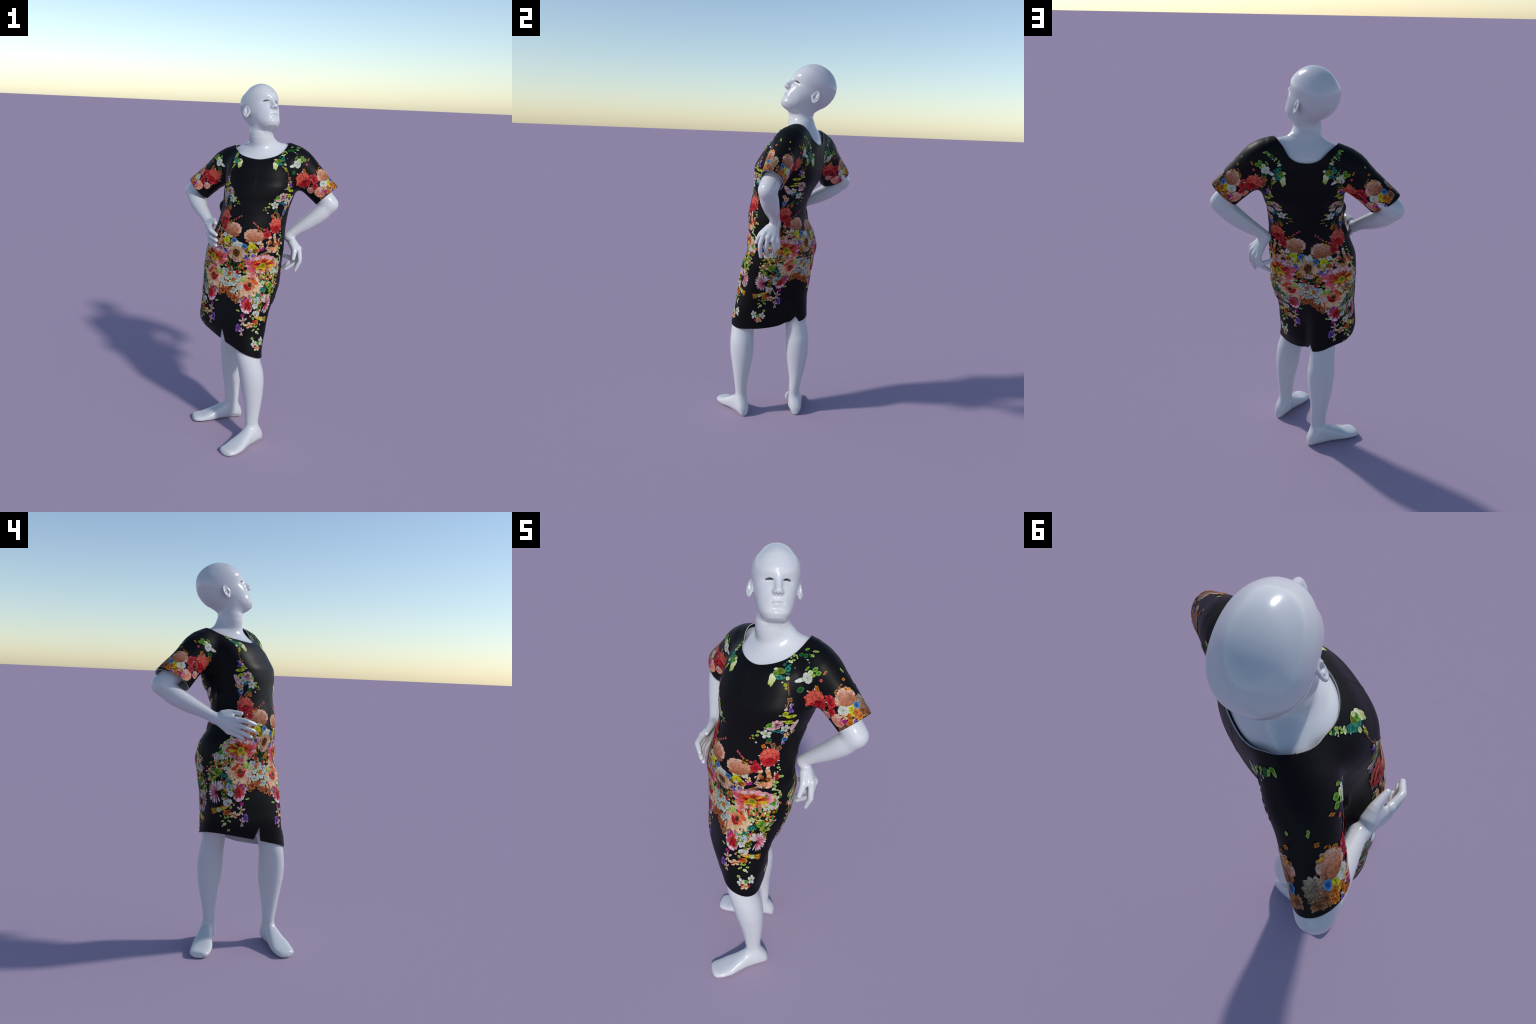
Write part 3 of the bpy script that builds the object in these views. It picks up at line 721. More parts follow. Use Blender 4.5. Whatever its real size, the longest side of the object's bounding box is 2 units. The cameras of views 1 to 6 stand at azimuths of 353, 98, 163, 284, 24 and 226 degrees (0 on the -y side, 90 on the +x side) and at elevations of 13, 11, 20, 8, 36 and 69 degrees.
        add(-0.15, 0.35, 0.62, 0.5, 35, 'frill', 'cream_green'); add(0.1, -0.35, 0.62, 0.42, 75, 'frill', 'cream_green'); add(0.45, 0.0, 0.5, 0.35, 60, 'frill', 'cream_green'); add(-0.45, -0.3, 0.45, 0.34, 80, 'frill', 'cream_green')
    elif kind in ('violet', 'purple_lily'):
        ink = 'violet' if kind == 'violet' else 'purple'
        add(-0.2, 0.3, 0.7, 0.5, 50, 'frill', 'blush' if kind == 'violet' else ink); add(0.25, -0.2, 0.72, 0.5, -50, 'frill', ink); add(-0.35, -0.4, 0.5, 0.36, 70, 'frill', ink); add(0.1, 0.0, 0.18, 0.14, 0, 'ragged', 'gold' if kind == 'violet' else 'magenta')
    elif kind == 'lily':
        for t in (100, 40, -70, -115, 170): add(0.45 * math.cos(math.radians(t)), 0.45 * math.sin(math.radians(t)), 0.55, 0.22, t, 'petal', 'blush' if t != -70 else 'cream')
        add(0.1, 0.1, 0.3, 0.14, 60, 'leaf', 'sap'); add(-0.2, -0.3, 0.3, 0.12, 60, 'leaf', 'mauve')
    elif kind == 'mauve_flower':
        wheel(7, 0.5, 0.46, 0.34, 'mauve', 'frill', jit=0.3); wheel(4, 0.55, 0.3, 0.22, 'blush', 'frill', start=20, spread=200); add(0.25, -0.3, 0.3, 0.2, 10, 'ragged', 'mauve')
    elif kind == 'tulip':
        add(-0.45, 0.1, 0.55, 0.62, 0, 'petal', 'amber'); add(-0.25, -0.1, 0.6, 0.5, -5, 'petal', 'gold'); add(0.12, -0.1, 0.26, 0.55, 0, 'round', 'pale_green')
        for k_, t in enumerate((28, 12, -4, -20, -36)): add(0.62, 0.45 - 0.26 * k_, 0.34, 0.10, t * 0.6, 'leaf', 'gold' if k_ % 2 else 'amber')
    elif kind == 'foliage':
        for _ in range(16):
            t = g.uniform(0, 6.28); r = math.sqrt(g.uniform(0, 1)) * 0.85; q_ = g.uniform(0.14, 0.3)
            add(r * math.cos(t), r * math.sin(t), q_, q_ * 0.6, g.uniform(0, 180), g.choice(['leaf', 'ragged', 'round']), g.choice(['lime', 'olive', 'sap', 'green', 'amber', 'pale_green', 'olive', 'dark']))
    elif kind in ('filler', 'filler_pale', 'knot'):
        inks = {'filler': ['amber', 'olive', 'lime', 'blush', 'peach', 'dark', 'orange', 'sap', 'cream', 'pale_blue', 'brown', 'olive', 'green', 'rose_red'], 'filler_pale': ['pale_blue', 'cream', 'amber', 'pale_blue', 'lime', 'orange', 'rose_red', 'sap'], 'knot': ['dark', 'olive', 'dark', 'brown', 'heart']}[kind]
        for _ in range(13):
            t = g.uniform(0, 6.28); r = math.sqrt(g.uniform(0, 1)) * 0.95; q_ = g.uniform(0.16, 0.36)
            add(r * math.cos(t), r * math.sin(t), q_, q_ * (g.uniform(0.5, 0.95) if kind != 'knot' else 0.3), g.uniform(0, 180), g.choice(['leaf', 'ragged', 'five', 'frill']) if kind != 'knot' else 'leaf', g.choice(inks))
    elif kind == 'rust_cluster':
        for _ in range(18):
            t = g.uniform(0, 6.28); r = math.sqrt(g.uniform(0, 1)) * 0.85; q_ = g.uniform(0.2, 0.32)
            add(r * math.cos(t), r * math.sin(t), q_, q_, g.uniform(0, 72), 'five', 'rust')
    elif kind == 'pink_beads':
        for i in range(9):
            add(-0.9 + 0.22 * i, g.uniform(-0.4, 0.4), 0.13, 0.34, g.uniform(0, 180), 'ragged', g.choice(['rose_red', 'peach', 'amber', 'red']))
    elif kind == 'tan_heart':
        wheel(8, 0.52, 0.44, 0.34, 'tan_centre', 'frill', start=10); add(0, 0.5, 0.42, 0.36, 0, 'frill', 'white'); add(-0.28, 0.2, 0.35, 0.3, 60, 'frill', 'tan_centre'); add(0.28, 0.2, 0.35, 0.3, 120, 'frill', 'tan_centre')
        add(0, -0.05, 0.42, 0.36, 0, 'frill', 'heart'); add(0, -0.7, 0.4, 0.16, 0, 'frill', 'mauve')
    elif kind == 'stem':
        add(0, 0, 1, 1, 0, 'leaf', 'brown')
    else:
        single = {'cream_petal': ('frill', 'cream_green'), 'white_petal': ('frill', 'white'), 'magenta_petal': ('ragged', 'magenta'), 'orange_petal': ('ragged', 'amber'), 'leaf_green': ('leaf', 'green'),
                  'leaf_dark': ('leaf', 'dark'), 'leaf_olive': ('round', 'olive'), 'leaf_yellow': ('leaf', 'sap'), 'lime_leaf': ('leaf', 'lime'), 'pale_leaf': ('leaf', 'pale_green'), 'teal_leaf': ('leaf', 'teal'),
                  'blue_petal': ('frill', 'blue'), 'brown_petal': ('ragged', 'brown'), 'taupe_petal': ('spiky', 'taupe'), 'mauve_petal': ('frill', 'blush'), 'white_dot': ('round', 'white'),
                  'bead': ('round', 'rose_red'), 'orange_bead': ('ragged', 'amber')}[kind]
        add(0, 0, 1, 1, 0, *single)
        if kind in ('orange_petal', 'brown_petal'): wheel(4, 0.45, 0.4, 0.24, single[1], 'ragged', jit=0.4)
    return P

NAMES = {'carnation': 'red_flower', 'ranunculus': 'yellow_flower', 'bead': 'bud', 'orange_bead': 'bud', 'white_dot': 'bud', 'foliage': 'leaf_cluster', 'filler': 'flower_cluster', 'filler_pale': 'flower_cluster', 'knot': 'leaf_cluster', 'rust_cluster': 'flower_cluster', 'pink_beads': 'bud_cluster',
         'tan_heart': 'tan_flower', 'pale_floret': 'pale_flower', 'stem': 'stem'}
def piece_name(kind):
    if kind in NAMES: return NAMES[kind]
    if 'leaf' in kind: return 'leaf'
    if 'petal' in kind: return 'petal'
    return kind if 'flower' in kind else kind + '_flower'

# --- where the print sits: (kind, metres outwards from the centre line, height, half width mm, half height mm, angle) on one front half ---
SHOULDER_PRINT = [
    ('cream_flower', 0.098, 1.571, 15, 25, 0), ('leaf_green', 0.104, 1.589, 12, 10, -30), ('leaf_olive', 0.117, 1.597, 11, 16, 80), ('teal_leaf', 0.143, 1.602, 12, 11, 20),
    ('teal_leaf', 0.122, 1.580, 13, 9, 25), ('pale_leaf', 0.096, 1.600, 8, 6, 20), ('teal_leaf', 0.148, 1.590, 10, 3, -10), ('teal_leaf', 0.138, 1.578, 5, 8, -60),
    ('pale_leaf', 0.156, 1.577, 8, 7, 45), ('leaf_yellow', 0.155, 1.557, 7, 7, 10), ('leaf_yellow', 0.164, 1.546, 5, 5, 0), ('cream_petal', 0.141, 1.565, 4, 3, 0),
    ('teal_leaf', 0.136, 1.612, 6, 5, 40), ('pale_leaf', 0.165, 1.621, 5, 10, 70), ('lime_leaf', 0.178, 1.626, 4, 8, -70), ('lime_leaf', 0.190, 1.640, 6, 5, 40),
    ('lime_leaf', 0.176, 1.632, 4, 4, 0), ('lime_leaf', 0.194, 1.638, 10, 3, -50), ('teal_leaf', 0.154, 1.611, 8, 4, 25), ('teal_leaf', 0.150, 1.619, 3, 4, 0),
    ('leaf_dark', 0.206, 1.648, 9, 7, 30), ('leaf_dark', 0.210, 1.648, 9, 9, 50), ('leaf_dark', 0.216, 1.652, 9, 3, -40), ('lime_leaf', 0.219, 1.653, 5, 7, 60),
    ('leaf_green', 0.227, 1.666, 9, 5, 25), ('lime_leaf', 0.233, 1.664, 12, 4, -5), ('white_dot', 0.205, 1.639, 5, 2, 0), ('white_dot', 0.203, 1.632, 2, 2, 0),
    ('white_dot', 0.169, 1.606, 2, 2, 0), ('stem', 0.174, 1.544, 2, 23, 0), ('purple_lily', 0.212, 1.470, 12, 13, 0), ('violet', 0.207, 1.488, 11, 7, 35),
    ('stem', 0.192, 1.492, 2, 19, -20), ('stem', 0.186, 1.486, 2, 10, 15), ('mauve_petal', 0.191, 1.475, 7, 5, 20), ('leaf_yellow', 0.191, 1.457, 13, 10, 20),
    ('leaf_yellow', 0.218, 1.442, 7, 20, 85), ('leaf_yellow', 0.202, 1.422, 4, 21, 80), ('white_dot', 0.173, 1.453, 6, 2, 0),
]
WAIST_PRINT = [
    ('dahlia', 0.176, 1.254, 39, 41, 0), ('tan_peony', 0.067, 1.200, 50, 37, 0), ('cream_petal', 0.061, 1.166, 11, 9, 0), ('cream_petal', 0.076, 1.170, 10, 7, 0),
    ('white_petal', 0.104, 1.170, 14, 13, 0), ('ranunculus', 0.078, 1.139, 21, 21, 0), ('carnation', 0.136, 1.209, 25, 19, 0), ('carnation', 0.125, 1.234, 10, 13, 0),
    ('carnation', 0.239, 1.157, 12, 16, 0), ('peach_lily', 0.192, 1.157, 43, 51, 0), ('cream_blossom', 0.124, 1.151, 12, 16, 0), ('magenta_petal', 0.130, 1.131, 18, 9, 20),
    ('orange_petal', 0.105, 1.127, 15, 14, 0), ('stem', 0.155, 1.108, 25, 5, 20), ('stem', 0.165, 1.102, 18, 3, -8), ('lime_leaf', 0.232, 1.199, 5, 8, 70),
    ('lime_leaf', 0.261, 1.153, 7, 12, 70), ('lime_leaf', 0.243, 1.131, 7, 13, 70), ('lime_leaf', 0.241, 1.117, 5, 12, 40), ('pale_leaf', 0.228, 1.213, 3, 4, 80),
    ('pale_leaf', 0.244, 1.187, 4, 3, 0), ('pale_leaf', 0.235, 1.180, 3, 4, 0), ('bead', 0.039, 1.273, 4, 6, 0), ('bead', 0.050, 1.266, 4, 5, 0),
    ('bead', 0.062, 1.257, 5, 4, 0), ('orange_bead', 0.073, 1.249, 5, 6, 0), ('orange_bead', 0.090, 1.243, 7, 4, 0), ('bead', 0.107, 1.236, 6, 6, 0),
    ('leaf_yellow', 0.217, 1.410, 5, 19, 80), ('mauve_flower', 0.165, 1.413, 23, 22, 0), ('mauve_petal', 0.142, 1.393, 16, 9, 0), ('leaf_green', 0.138, 1.408, 15, 10, 15),
    ('lime_leaf', 0.095, 1.375, 8, 5, 15), ('lime_leaf', 0.093, 1.357, 8, 5, 15), ('lime_leaf', 0.076, 1.353, 5, 4, 0), ('orange_bead', 0.069, 1.340, 5, 4, 0),
    ('leaf_yellow', 0.081, 1.341, 3, 5, 60), ('lime_leaf', 0.118, 1.396, 5, 4, 0), ('white_blossom', 0.126, 1.366, 20, 20, 0), ('white_blossom', 0.200, 1.386, 17, 19, 0),
    ('mauve_petal', 0.236, 1.390, 25, 11, 60), ('teal_leaf', 0.155, 1.379, 11, 4, 0), ('teal_leaf', 0.174, 1.376, 9, 7, 20), ('blue_petal', 0.188, 1.370, 8, 8, 0),
    ('cream_blossom', 0.211, 1.348, 13, 15, 0), ('blue_petal', 0.210, 1.329, 14, 13, 15), ('violet', 0.207, 1.312, 9, 9, 0), ('leaf_dark', 0.143, 1.336, 11, 9, 15),
    ('brown_petal', 0.145, 1.324, 14, 7, 0), ('orange_petal', 0.131, 1.308, 10, 11, 0), ('brown_petal', 0.169, 1.308, 12, 13, 0), ('brown_petal', 0.201, 1.290, 12, 13, 0),
    ('cream_blossom', 0.233, 1.360, 11, 12, 0), ('white_dot', 0.096, 1.325, 4, 4, 0), ('tan_heart', -0.002, 1.109, 42, 58, 0), ('blue_petal', 0.034, 1.146, 16, 12, -15),
    ('white_petal', -0.003, 1.152, 23, 15, 0), ('brown_petal', 0.046, 1.120, 22, 14, 0),
]
SKIRT_PRINT = [
    ('orange_petal', 0.028, 1.071, 28, 15, 0), ('violet', 0.055, 1.088, 20, 18, 0), ('violet', 0.096, 1.096, 14, 16, 0), ('violet', 0.076, 1.071, 19, 13, 0),
    ('coral_peony', 0.164, 1.043, 78, 49, 0), ('peach_petal', 0.108, 1.003, 28, 33, 0), ('foliage', 0.196, 0.986, 31, 28, 0), ('carnation', 0.164, 0.969, 13, 19, 0),
    ('white_blossom', 0.225, 1.008, 21, 21, 0), ('white_petal', 0.260, 1.003, 20, 17, 0), ('leaf_green', 0.258, 1.021, 16, 12, 25), ('peach_rose', 0.113, 0.928, 59, 54, 0),
    ('lime_leaf', 0.074, 0.955, 13, 28, 80), ('pale_floret', 0.176, 0.942, 17, 17, 0), ('pink_beads', 0.240, 0.942, 37, 12, -20), ('leaf_green', 0.227, 0.930, 19, 19, 10),
    ('foliage', 0.263, 0.911, 30, 24, 0), ('teal_leaf', 0.182, 0.910, 11, 10, 0), ('teal_leaf', 0.198, 0.914, 9, 9, 0), ('pale_leaf', 0.241, 1.100, 9, 7, 30),
    ('lime_leaf', 0.255, 1.090, 4, 13, 60), ('lime_leaf', 0.248, 1.069, 11, 6, 25), ('pale_leaf', 0.251, 1.054, 9, 7, 25), ('pale_leaf', 0.268, 1.045, 9, 11, -50),
    ('pale_leaf', 0.271, 1.075, 6, 8, 0), ('red_peony', 0.119, 0.831, 33, 41, 0), ('magenta_petal', 0.109, 0.874, 18, 15, -40), ('pale_floret', 0.160, 0.843, 25, 30, 0),
    ('teal_leaf', 0.163, 0.890, 14, 18, -60), ('teal_leaf', 0.188, 0.861, 22, 9, -25), ('pink_daisy', 0.236, 0.830, 36, 50, 0), ('foliage', 0.197, 0.833, 15, 16, 0),
    ('foliage', 0.261, 0.865, 19, 23, 0), ('white_petal', 0.182, 0.782, 20, 16, -20), ('tulip', 0.221, 0.750, 40, 19, -15), ('orange_petal', 0.189, 0.733, 18, 14, 0),
    ('carnation', 0.175, 0.741, 10, 8, 0), ('lily', 0.115, 0.743, 21, 24, 0), ('magenta_petal', 0.108, 0.773, 10, 12, 80), ('cream_blossom', 0.151, 0.722, 23, 16, 0),
    ('purple_lily', 0.093, 0.704, 17, 21, 0), ('lily', 0.113, 0.686, 14, 22, 0), ('lime_leaf', 0.165, 0.758, 6, 8, 30), ('lime_leaf', 0.183, 0.713, 6, 7, 30),
    ('lime_leaf', 0.197, 0.710, 5, 7, -50), ('lime_leaf', 0.211, 0.693, 5, 8, 70), ('lime_leaf', 0.178, 0.693, 5, 10, -60), ('pale_leaf', 0.200, 0.679, 10, 7, -30),
    ('pale_leaf', 0.218, 0.717, 5, 3, 40), ('pale_leaf', 0.210, 0.669, 4, 4, 0), ('lime_leaf', 0.176, 0.648, 7, 8, 50), ('white_blossom', 0.188, 0.619, 16, 19, 0),
    ('white_blossom', 0.233, 0.624, 15, 23, 0), ('cream_blossom', 0.205, 0.594, 19, 16, 0), ('carnation', 0.194, 0.605, 10, 7, 0), ('carnation', 0.223, 0.594, 7, 7, 0),
    ('leaf_green', 0.210, 0.619, 11, 9, -10), ('lime_leaf', 0.077, 0.796, 5, 11, 80), ('knot', -0.003, 1.034, 32, 36, 0), ('orange_petal', 0.034, 1.081, 21, 17, 0),
    ('orange_petal', 0.049, 1.031, 17, 15, 0), ('lime_leaf', 0.072, 1.000, 13, 8, 15), ('carnation', 0.029, 0.995, 11, 13, 0), ('pale_floret', -0.003, 0.982, 21, 18, 0),
    ('pale_floret', 0.039, 0.966, 20, 18, 0), ('pale_floret', 0.020, 0.936, 25, 18, 0), ('orange_petal', 0.013, 0.953, 12, 15, 0), ('pale_floret', 0.021, 0.890, 25, 18, 0),
    ('pale_floret', 0.060, 0.916, 19, 13, 0), ('cream_blossom', 0.068, 0.876, 20, 21, 0), ('rust_cluster', 0.015, 0.868, 26, 15, 0), ('rust_cluster', 0.043, 0.858, 20, 17, 0),
    ('rust_cluster', 0.057, 0.841, 12, 14, 0), ('rust_cluster', -0.007, 0.874, 18, 11, 0),
]
SLEEVE_PRINT = [
    ('white_petal', 0.044, 94, 15, 19, 0), ('white_petal', 0.014, 105, 7, 26, 85), ('leaf_green', -0.075, 81, 10, 4, 20), ('pale_leaf', 0.006, 80, 9, 9, 0),
    ('leaf_green', 0.006, 65, 11, 7, 15), ('leaf_green', 0.080, 63, 10, 7, 0), ('lime_leaf', 0.057, 78, 6, 8, 60), ('orange_bead', 0.130, 49, 9, 4, 25),
    ('bead', 0.189, 68, 5, 5, 0), ('leaf_dark', 0.125, 117, 13, 9, 0), ('brown_petal', 0.167, 122, 10, 9, 0), ('orange_petal', 0.259, 92, 7, 14, 0),
    ('orange_petal', 0.175, 129, 11, 9, 0), ('brown_petal', 0.264, 137, 10, 17, 0), ('dahlia', 0.390, 122, 38, 42, 0), ('carnation', 0.530, 83, 17, 26, 0),
    ('carnation', 0.663, 103, 16, 16, 0), ('tan_peony', 0.618, 39, 35, 35, 0), ('white_petal', 0.747, 64, 18, 18, 0), ('white_petal', 0.712, 40, 10, 10, 0),
    ('ranunculus', 0.816, 41, 13, 24, 0), ('blue_petal', 0.786, 23, 10, 13, 0), ('taupe_petal', 0.815, 4, 26, 36, 0), ('brown_petal', 0.911, 16, 16, 19, 0),
    ('orange_petal', 0.882, 34, 12, 16, 0), ('cream_blossom', 0.833, 76, 16, 13, 0), ('magenta_petal', 0.902, 83, 10, 9, 0), ('violet', 0.979, 51, 8, 9, 0),
    ('orange_petal', 0.899, 59, 9, 19, 0), ('peach_petal', 0.840, 108, 25, 26, 0), ('peach_petal', 0.665, 133, 18, 17, 0), ('brown_petal', 0.982, 114, 17, 9, 0),
    ('orange_bead', 0.358, 17, 6, 6, 0), ('orange_bead', 0.409, 30, 5, 3, 0), ('orange_bead', 0.431, 38, 3, 6, 0), ('orange_bead', 0.439, 46, 5, 3, 0),
    ('orange_bead', 0.469, 54, 4, 9, 0), ('brown_petal', 0.950, 5, 22, 14, 0), ('orange_petal', 0.955, 32, 17, 13, 0), ('brown_petal', 0.950, 96, 24, 13, 0), ('orange_petal', 0.960, 70, 14, 11, 0), ('lime_leaf', 0.210, 9, 3, 5, 0), ('lime_leaf', 0.247, 7, 3, 5, 0),
]

# sleeve: (kind, share of the way from shoulder to cuff, degrees round from the ridge, half width mm, half height mm, angle)

SIZE_RANK = lambda row: -max(row[3], row[4])

# --- the surface the print lies on ---
me = dress.data
bvh = BVHTree.FromPolygons([v_.co for v_ in me.vertices], [tuple(p.vertices) for p in me.polygons])
CF = np.array([(-.218, -.180, .60), (-.212, -.186, .689), (-.203, -.175, .782), (-.190, -.155, .87), (-.178, -.137, .951), (-.168, -.140, 1.031), (-.154, -.157, 1.11), (-.130, -.168, 1.188),
               (-.104, -.158, 1.269), (-.080, -.146, 1.35), (-.067, -.134, 1.439), (-.052, -.085, 1.536), (-.040, -.030, 1.60), (-.040, -.030, 1.62)])
CB = np.array([(-.065, .108, .60), (-.061, .119, .727), (-.044, .152, .869), (-.033, .154, .939), (-.020, .150, 1.064), (-.018, .131, 1.202), (-.005, .151, 1.294), (.021, .193, 1.397), (.032, .196, 1.498), (.033, .201, 1.578), (.033, .200, 1.62)])
def on_dress(s, z, back):
    """Point of the cloth s metres round the body (to the model's left) from the centre front or back, at height z."""
    zr = min(z, 1.60); ring = trunk.ring(zr, 720); c = trunk.at(np.array([zr]))[0][:2]
    line = CB if back else CF
    o = V(np.interp(zr, line[:, 2], line[:, 0]), np.interp(zr, line[:, 2], line[:, 1]))
    A = np.arctan2(ring[:, 1] - c[1], ring[:, 0] - c[0]); a0 = math.atan2(o[1] - c[1], o[0] - c[0])
    i0 = int(np.abs((A - a0 + np.pi) % (2 * np.pi) - np.pi).argmin())
    seq = np.roll(ring, -i0, axis=0) if s >= 0 else np.roll(ring[::-1], -(len(ring) - 1 - i0), axis=0)
    d = np.r_[0, np.cumsum(np.linalg.norm(np.diff(seq, axis=0), axis=1))]
    p = V(np.interp(abs(s), d, seq[:, 0]), np.interp(abs(s), d, seq[:, 1]))
    out = Vector((p[0] - c[0], p[1] - c[1], 0)).normalized()
    return bvh.ray_cast(Vector((c[0], c[1], z)), out, 0.6)[:2]

def lay(kind, anchor, normal, up, rx, ry, rot, mirror, lift, g, reach=0.055):
    """Build one motif on the cloth around the anchor point."""
    nrm = Vector(normal).normalized(); T = up.cross(nrm).normalized(); Bv = nrm.cross(T)
    rr = math.radians(rot); sg = -1.0 if mirror else 1.0
    big = max(rx, ry)
    verts, faces, mats, inks = [], [], [], []
    place = Matrix(((T.x * rx, Bv.x * ry, nrm.x, anchor.x), (T.y * rx, Bv.y * ry, nrm.y, anchor.y), (T.z * rx, Bv.z * ry, nrm.z, anchor.z), (0, 0, 0, 1)))
    inv = place.inverted()
    parts = motif(kind, g)
    for order, (x, y, a, b_, t, k, ink) in enumerate(parts):
        size = max(a * rx, b_ * ry)
        nphi = 14 if size < 0.007 else 24 if size < 0.016 else 44
        if k in ('frill', 'spiky', 'ragged') and size > 0.016: nphi = 72
        K = max(1, int(math.ceil(size / 0.011)))
        th = np.linspace(0, 2 * np.pi, nphi, endpoint=False)
        o = outline(k, th, g)
        tr = math.radians(t)
        base = len(verts)
        ok = []
        rings = [np.zeros((1, 2))] + [o * (j + 1) / K for j in range(K)]
        for p in np.vstack(rings):
            u = x + a * (p[0] * math.cos(tr)) - b_ * p[1] * math.sin(tr); v_ = y + a * p[0] * math.sin(tr) + b_ * p[1] * math.cos(tr)
            u, v_ = u * rx, v_ * ry
            u, v_ = u * math.cos(rr) - v_ * math.sin(rr), u * math.sin(rr) + v_ * math.cos(rr)
            u *= sg
            w = anchor + T * u + Bv * v_
            hit, hn, _, _ = bvh.ray_cast(w + nrm * 0.06, -nrm, 0.13)
            if hit is None or (hit - w).length > reach:
                ok.append(False); verts.append(inv @ w)
            else:
                if hn.dot(nrm) < 0: hn = -hn
                ok.append(True); verts.append(inv @ (hit + hn * (lift + 0.00012 * order)))
        mi = inks.index(ink) if ink in inks else len(inks)
        if mi == len(inks): inks.append(ink)
        def face(*idx):
            if all(ok[i] for i in idx):
                f = [base + i for i in idx]
                faces.append(f[::-1] if mirror else f); mats.append(mi)
        for i in range(nphi):
            j = (i + 1) % nphi
            face(0, 1 + i, 1 + j)
            for r_ in range(K - 1):
                b0 = 1 + r_ * nphi; b1 = b0 + nphi
                face(b0 + i, b1 + i, b1 + j, b0 + j)
    if not faces: return
    ob = mesh_object(piece_name(kind), verts, faces, [INK[i] for i in inks])
    ob.data.polygons.foreach_set('material_index', mats)
    ob.matrix_world = place
    ob.parent = dress
    if kind in ('foliage', 'rust_cluster', 'pink_beads', 'filler', 'filler_pale', 'knot'): ob['kind'] = 'stuff'

up = Vector((0, 0, 1))
FRONT_H = [.55, .65, .834, 1.035, 1.16, 1.21, 1.28, 1.34, 1.366, 1.413, 1.47, 1.571, 1.60, 1.63, 1.66]      # heights on the front ...
BACK_H = [.532, .635, .811, 1.002, 1.102, 1.148, 1.226, 1.279, 1.313, 1.374, 1.438, 1.505, 1.540, 1.590, 1.630]  # ... and of the same motif on the back
def back_s(s, h): return s * (1 - 0.13 * float(sstep(0.09, 0.19, s)) * float(sstep(1.05, 1.2, h))) * (1 - 0.27 * float(sstep(1.59, 1.63, h)))
HALVES = (   # mirrored, back, height of a motif at front height h, outward distance
    (False, False, lambda h: h, lambda s, h: s),
    (True, False, lambda h: h + float(np.interp(h, [.60, .85, 1.15, 1.30, 1.42, 1.58, 1.61, 1.66], [.020, .028, .027, .030, .018, 0, -.012, -.030])), lambda s, h: s * (1 - 0.18 * float(sstep(0.09, 0.19, s)) * float(sstep(0.95, 1.05, h)))),
    (True, True, lambda h: float(np.interp(h, FRONT_H, BACK_H)) + 0.010 * (1 - float(sstep(1.25, 1.45, h))) - 0.006 * float(sstep(1.45, 1.55, h)), back_s),
    (False, True, lambda h: float(np.interp(h, FRONT_H, BACK_H)) - 0.010 * (1 - float(sstep(1.25, 1.45, h))) + 0.006 * float(sstep(1.45, 1.55, h)), back_s),
)
# small mixed blooms that close the gaps inside the bouquet
FILL = []
for i in range(7):
    for j in range(8):
        fs = 0.022 + 0.040 * i + rng.uniform(-1, 1) * 0.008; fh = 0.855 + 0.038 * j + rng.uniform(-1, 1) * 0.008
        if fh > 1.06 and fs > 0.13: continue
        if fs > 0.10 and fh > 1.10 or fs < 0.06 and fh < 0.88: continue
        if fs < 0.05 and 0.99 < fh < 1.06: kind = 'knot'
        else: kind = 'filler_pale' if fs < 0.075 and fh < 0.99 else 'filler'
        FILL.append((kind, fs, fh, 24, 24, 0))
FILL += [('filler', 0.150, 0.835, 24, 24, 0), ('filler', 0.190, 0.815, 22, 24, 0), ('filler', 0.165, 0.770, 18, 16, 0), ('filler', 0.215, 0.870, 22, 20, 0)]
rows = FILL + SHOULDER_PRINT + WAIST_PRINT + SKIRT_PRINT
for rank, idx in enumerate(sorted(range(len(rows)), key=lambda i: (i >= len(FILL), SIZE_RANK(rows[i])))):
    kind, s, h, a, b_, rot = rows[idx]
    lift = 0.0005 + 0.0020 * rank / len(rows)
    for mirrored, back, hz, sx in HALVES:
        ss = sx(max(s, 0.0), h)
        if abs(s) < 0.004:
            if mirrored: continue
            ss = 0.0
        g = np.random.default_rng(1000 + idx)
        p, n_ = on_dress(-ss if mirrored else ss, hz(h), back)
        if p is None: continue
        c = trunk.at(np.array([min(p.z, 1.6)]))[0][:2]
        if n_.dot(Vector((p.x - c[0], p.y - c[1], 0.05))) < 0: n_ = -n_
        grow = 1.0 if idx < len(FILL) else 1.03 if max(a, b_) < 15 else 1.16
        lay(kind, p, n_, up, a / 1000 * grow, b_ / 1000 * grow, rot, mirrored, lift, g)

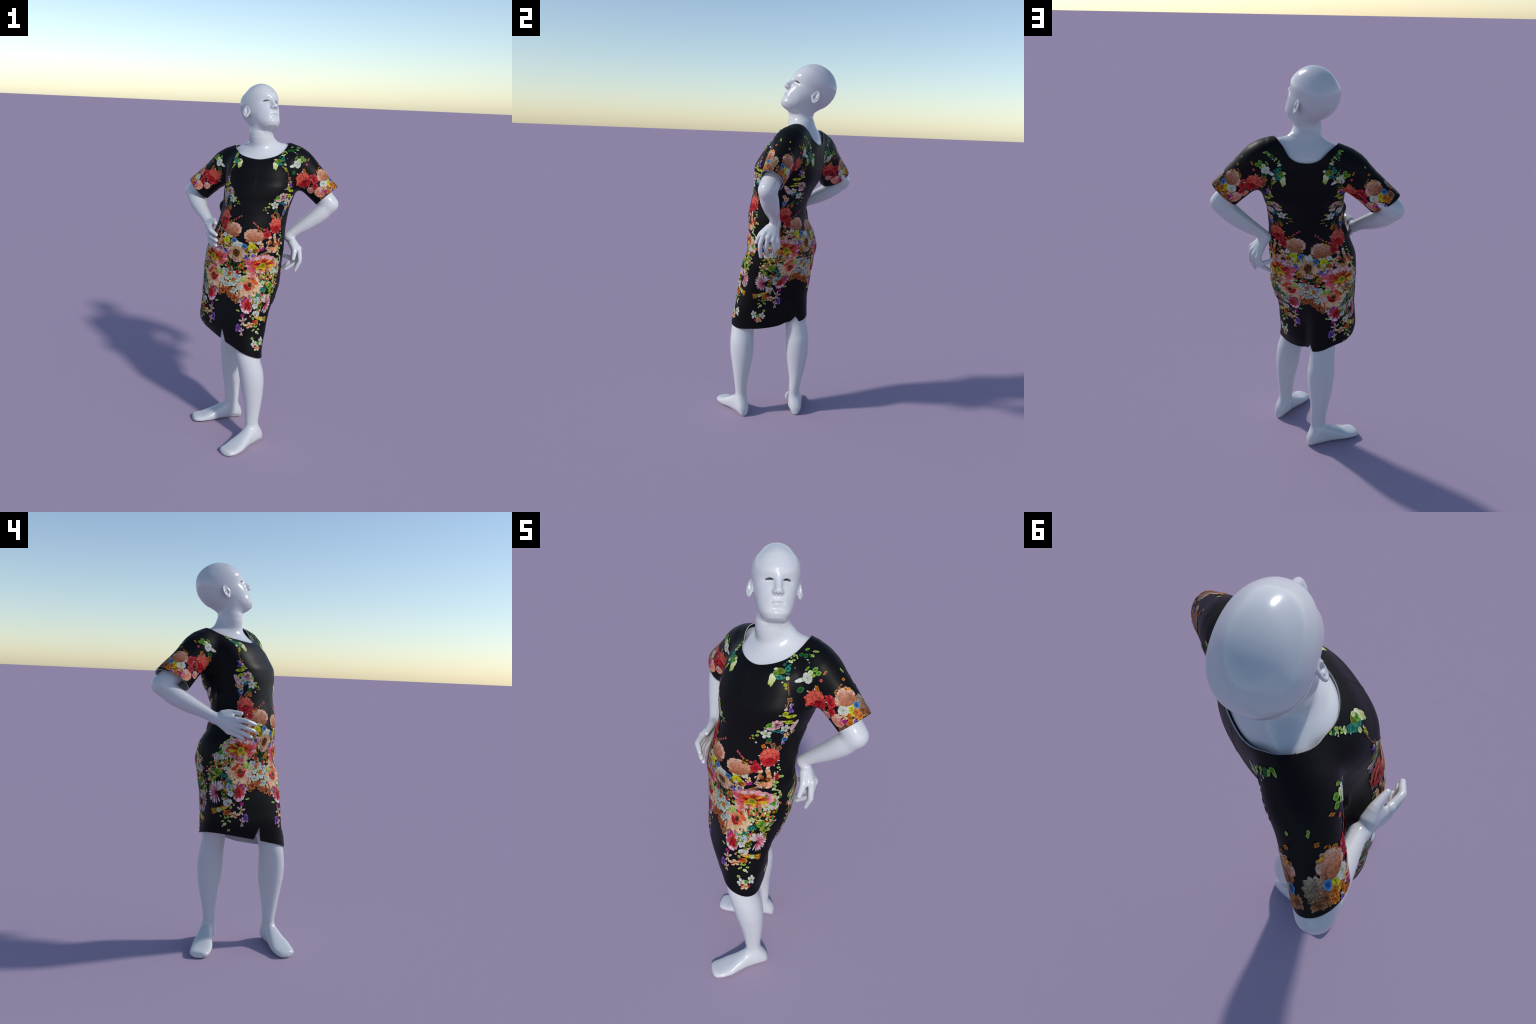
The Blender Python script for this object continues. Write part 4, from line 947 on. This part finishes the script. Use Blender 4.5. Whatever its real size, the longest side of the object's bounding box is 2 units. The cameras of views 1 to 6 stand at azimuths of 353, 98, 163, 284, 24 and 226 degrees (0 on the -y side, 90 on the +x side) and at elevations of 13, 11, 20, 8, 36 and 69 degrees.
for joint, cuff, across, lat in ((JOINT_L, CUFF_L, CUFF_L_ACROSS, LAT), (JOINT_R, CUFF_R, CUFF_R_ACROSS, -LAT)):
    ax = unit(cuff - joint); tp = unit(across - ax * (across @ ax)); sd = np.cross(ax, tp)
    if sd @ FWD < 0: sd = -sd
    hand_ = np.cross(ax, tp) @ sd > 0
    for rank, idx in enumerate(sorted(range(len(SLEEVE_PRINT)), key=lambda i: SIZE_RANK(SLEEVE_PRINT[i]))):
        kind, t, ph, a, b_, rot = SLEEVE_PRINT[idx]
        for front in (1, -1):
            if front < 0 and abs(ph) < 8: continue
            g = np.random.default_rng(3000 + idx)
            c = joint + ax * t * np.linalg.norm(cuff - joint)
            left = joint is JOINT_L        # the ridge of the print has slipped round a little on each arm
            turn = (0 if front > 0 else 14 * (ph < 110)) if left else (18 if front > 0 else -5)
            pr = math.radians(ph + turn)
            d_ = tp * math.cos(pr) + sd * front * math.sin(pr)
            p, n_, _, _ = bvh.ray_cast(Vector(c), Vector(d_), 0.2)
            if p is None: continue
            if n_.dot(Vector(d_)) < 0: n_ = -n_
            lay(kind, p, n_, Vector(-ax * 0.8 + tp * 0.2), a / 1000 * 1.2, b_ / 1000 * 1.2, rot, (front > 0) != bool(hand_), 0.0006 + 0.0018 * rank / len(SLEEVE_PRINT), g, 0.030)

# --- the seams down the middle of the bodice ---
for back, z0, z1 in ((False, 1.300, 1.585), (True, 1.250, 1.560)):
    sv, sf = [], []
    for i, z in enumerate(np.linspace(z0, z1, 60)):
        p, n_ = on_dress(0.0, float(z), back)
        c = trunk.at(np.array([z]))[0][:2]
        if n_.dot(Vector((p.x - c[0], p.y - c[1], 0))) < 0: n_ = -n_
        t_ = Vector((0, 0, 1)).cross(n_).normalized()
        sv += [p - t_ * 0.0016 + n_ * 0.0001, p + n_ * 0.0009, p + t_ * 0.0016 + n_ * 0.0001]
        if i: sf += [(3 * i - 3, 3 * i - 2, 3 * i + 1, 3 * i), (3 * i - 2, 3 * i - 1, 3 * i + 2, 3 * i + 1)]
    ob = mesh_object('seam', sv, sf, [cloth]); ob.parent = dress

sol = dress.modifiers.new('thickness', 'SOLIDIFY'); sol.thickness = 0.0035; sol.offset = -1
sol.material_offset = 1; sol.material_offset_rim = 1
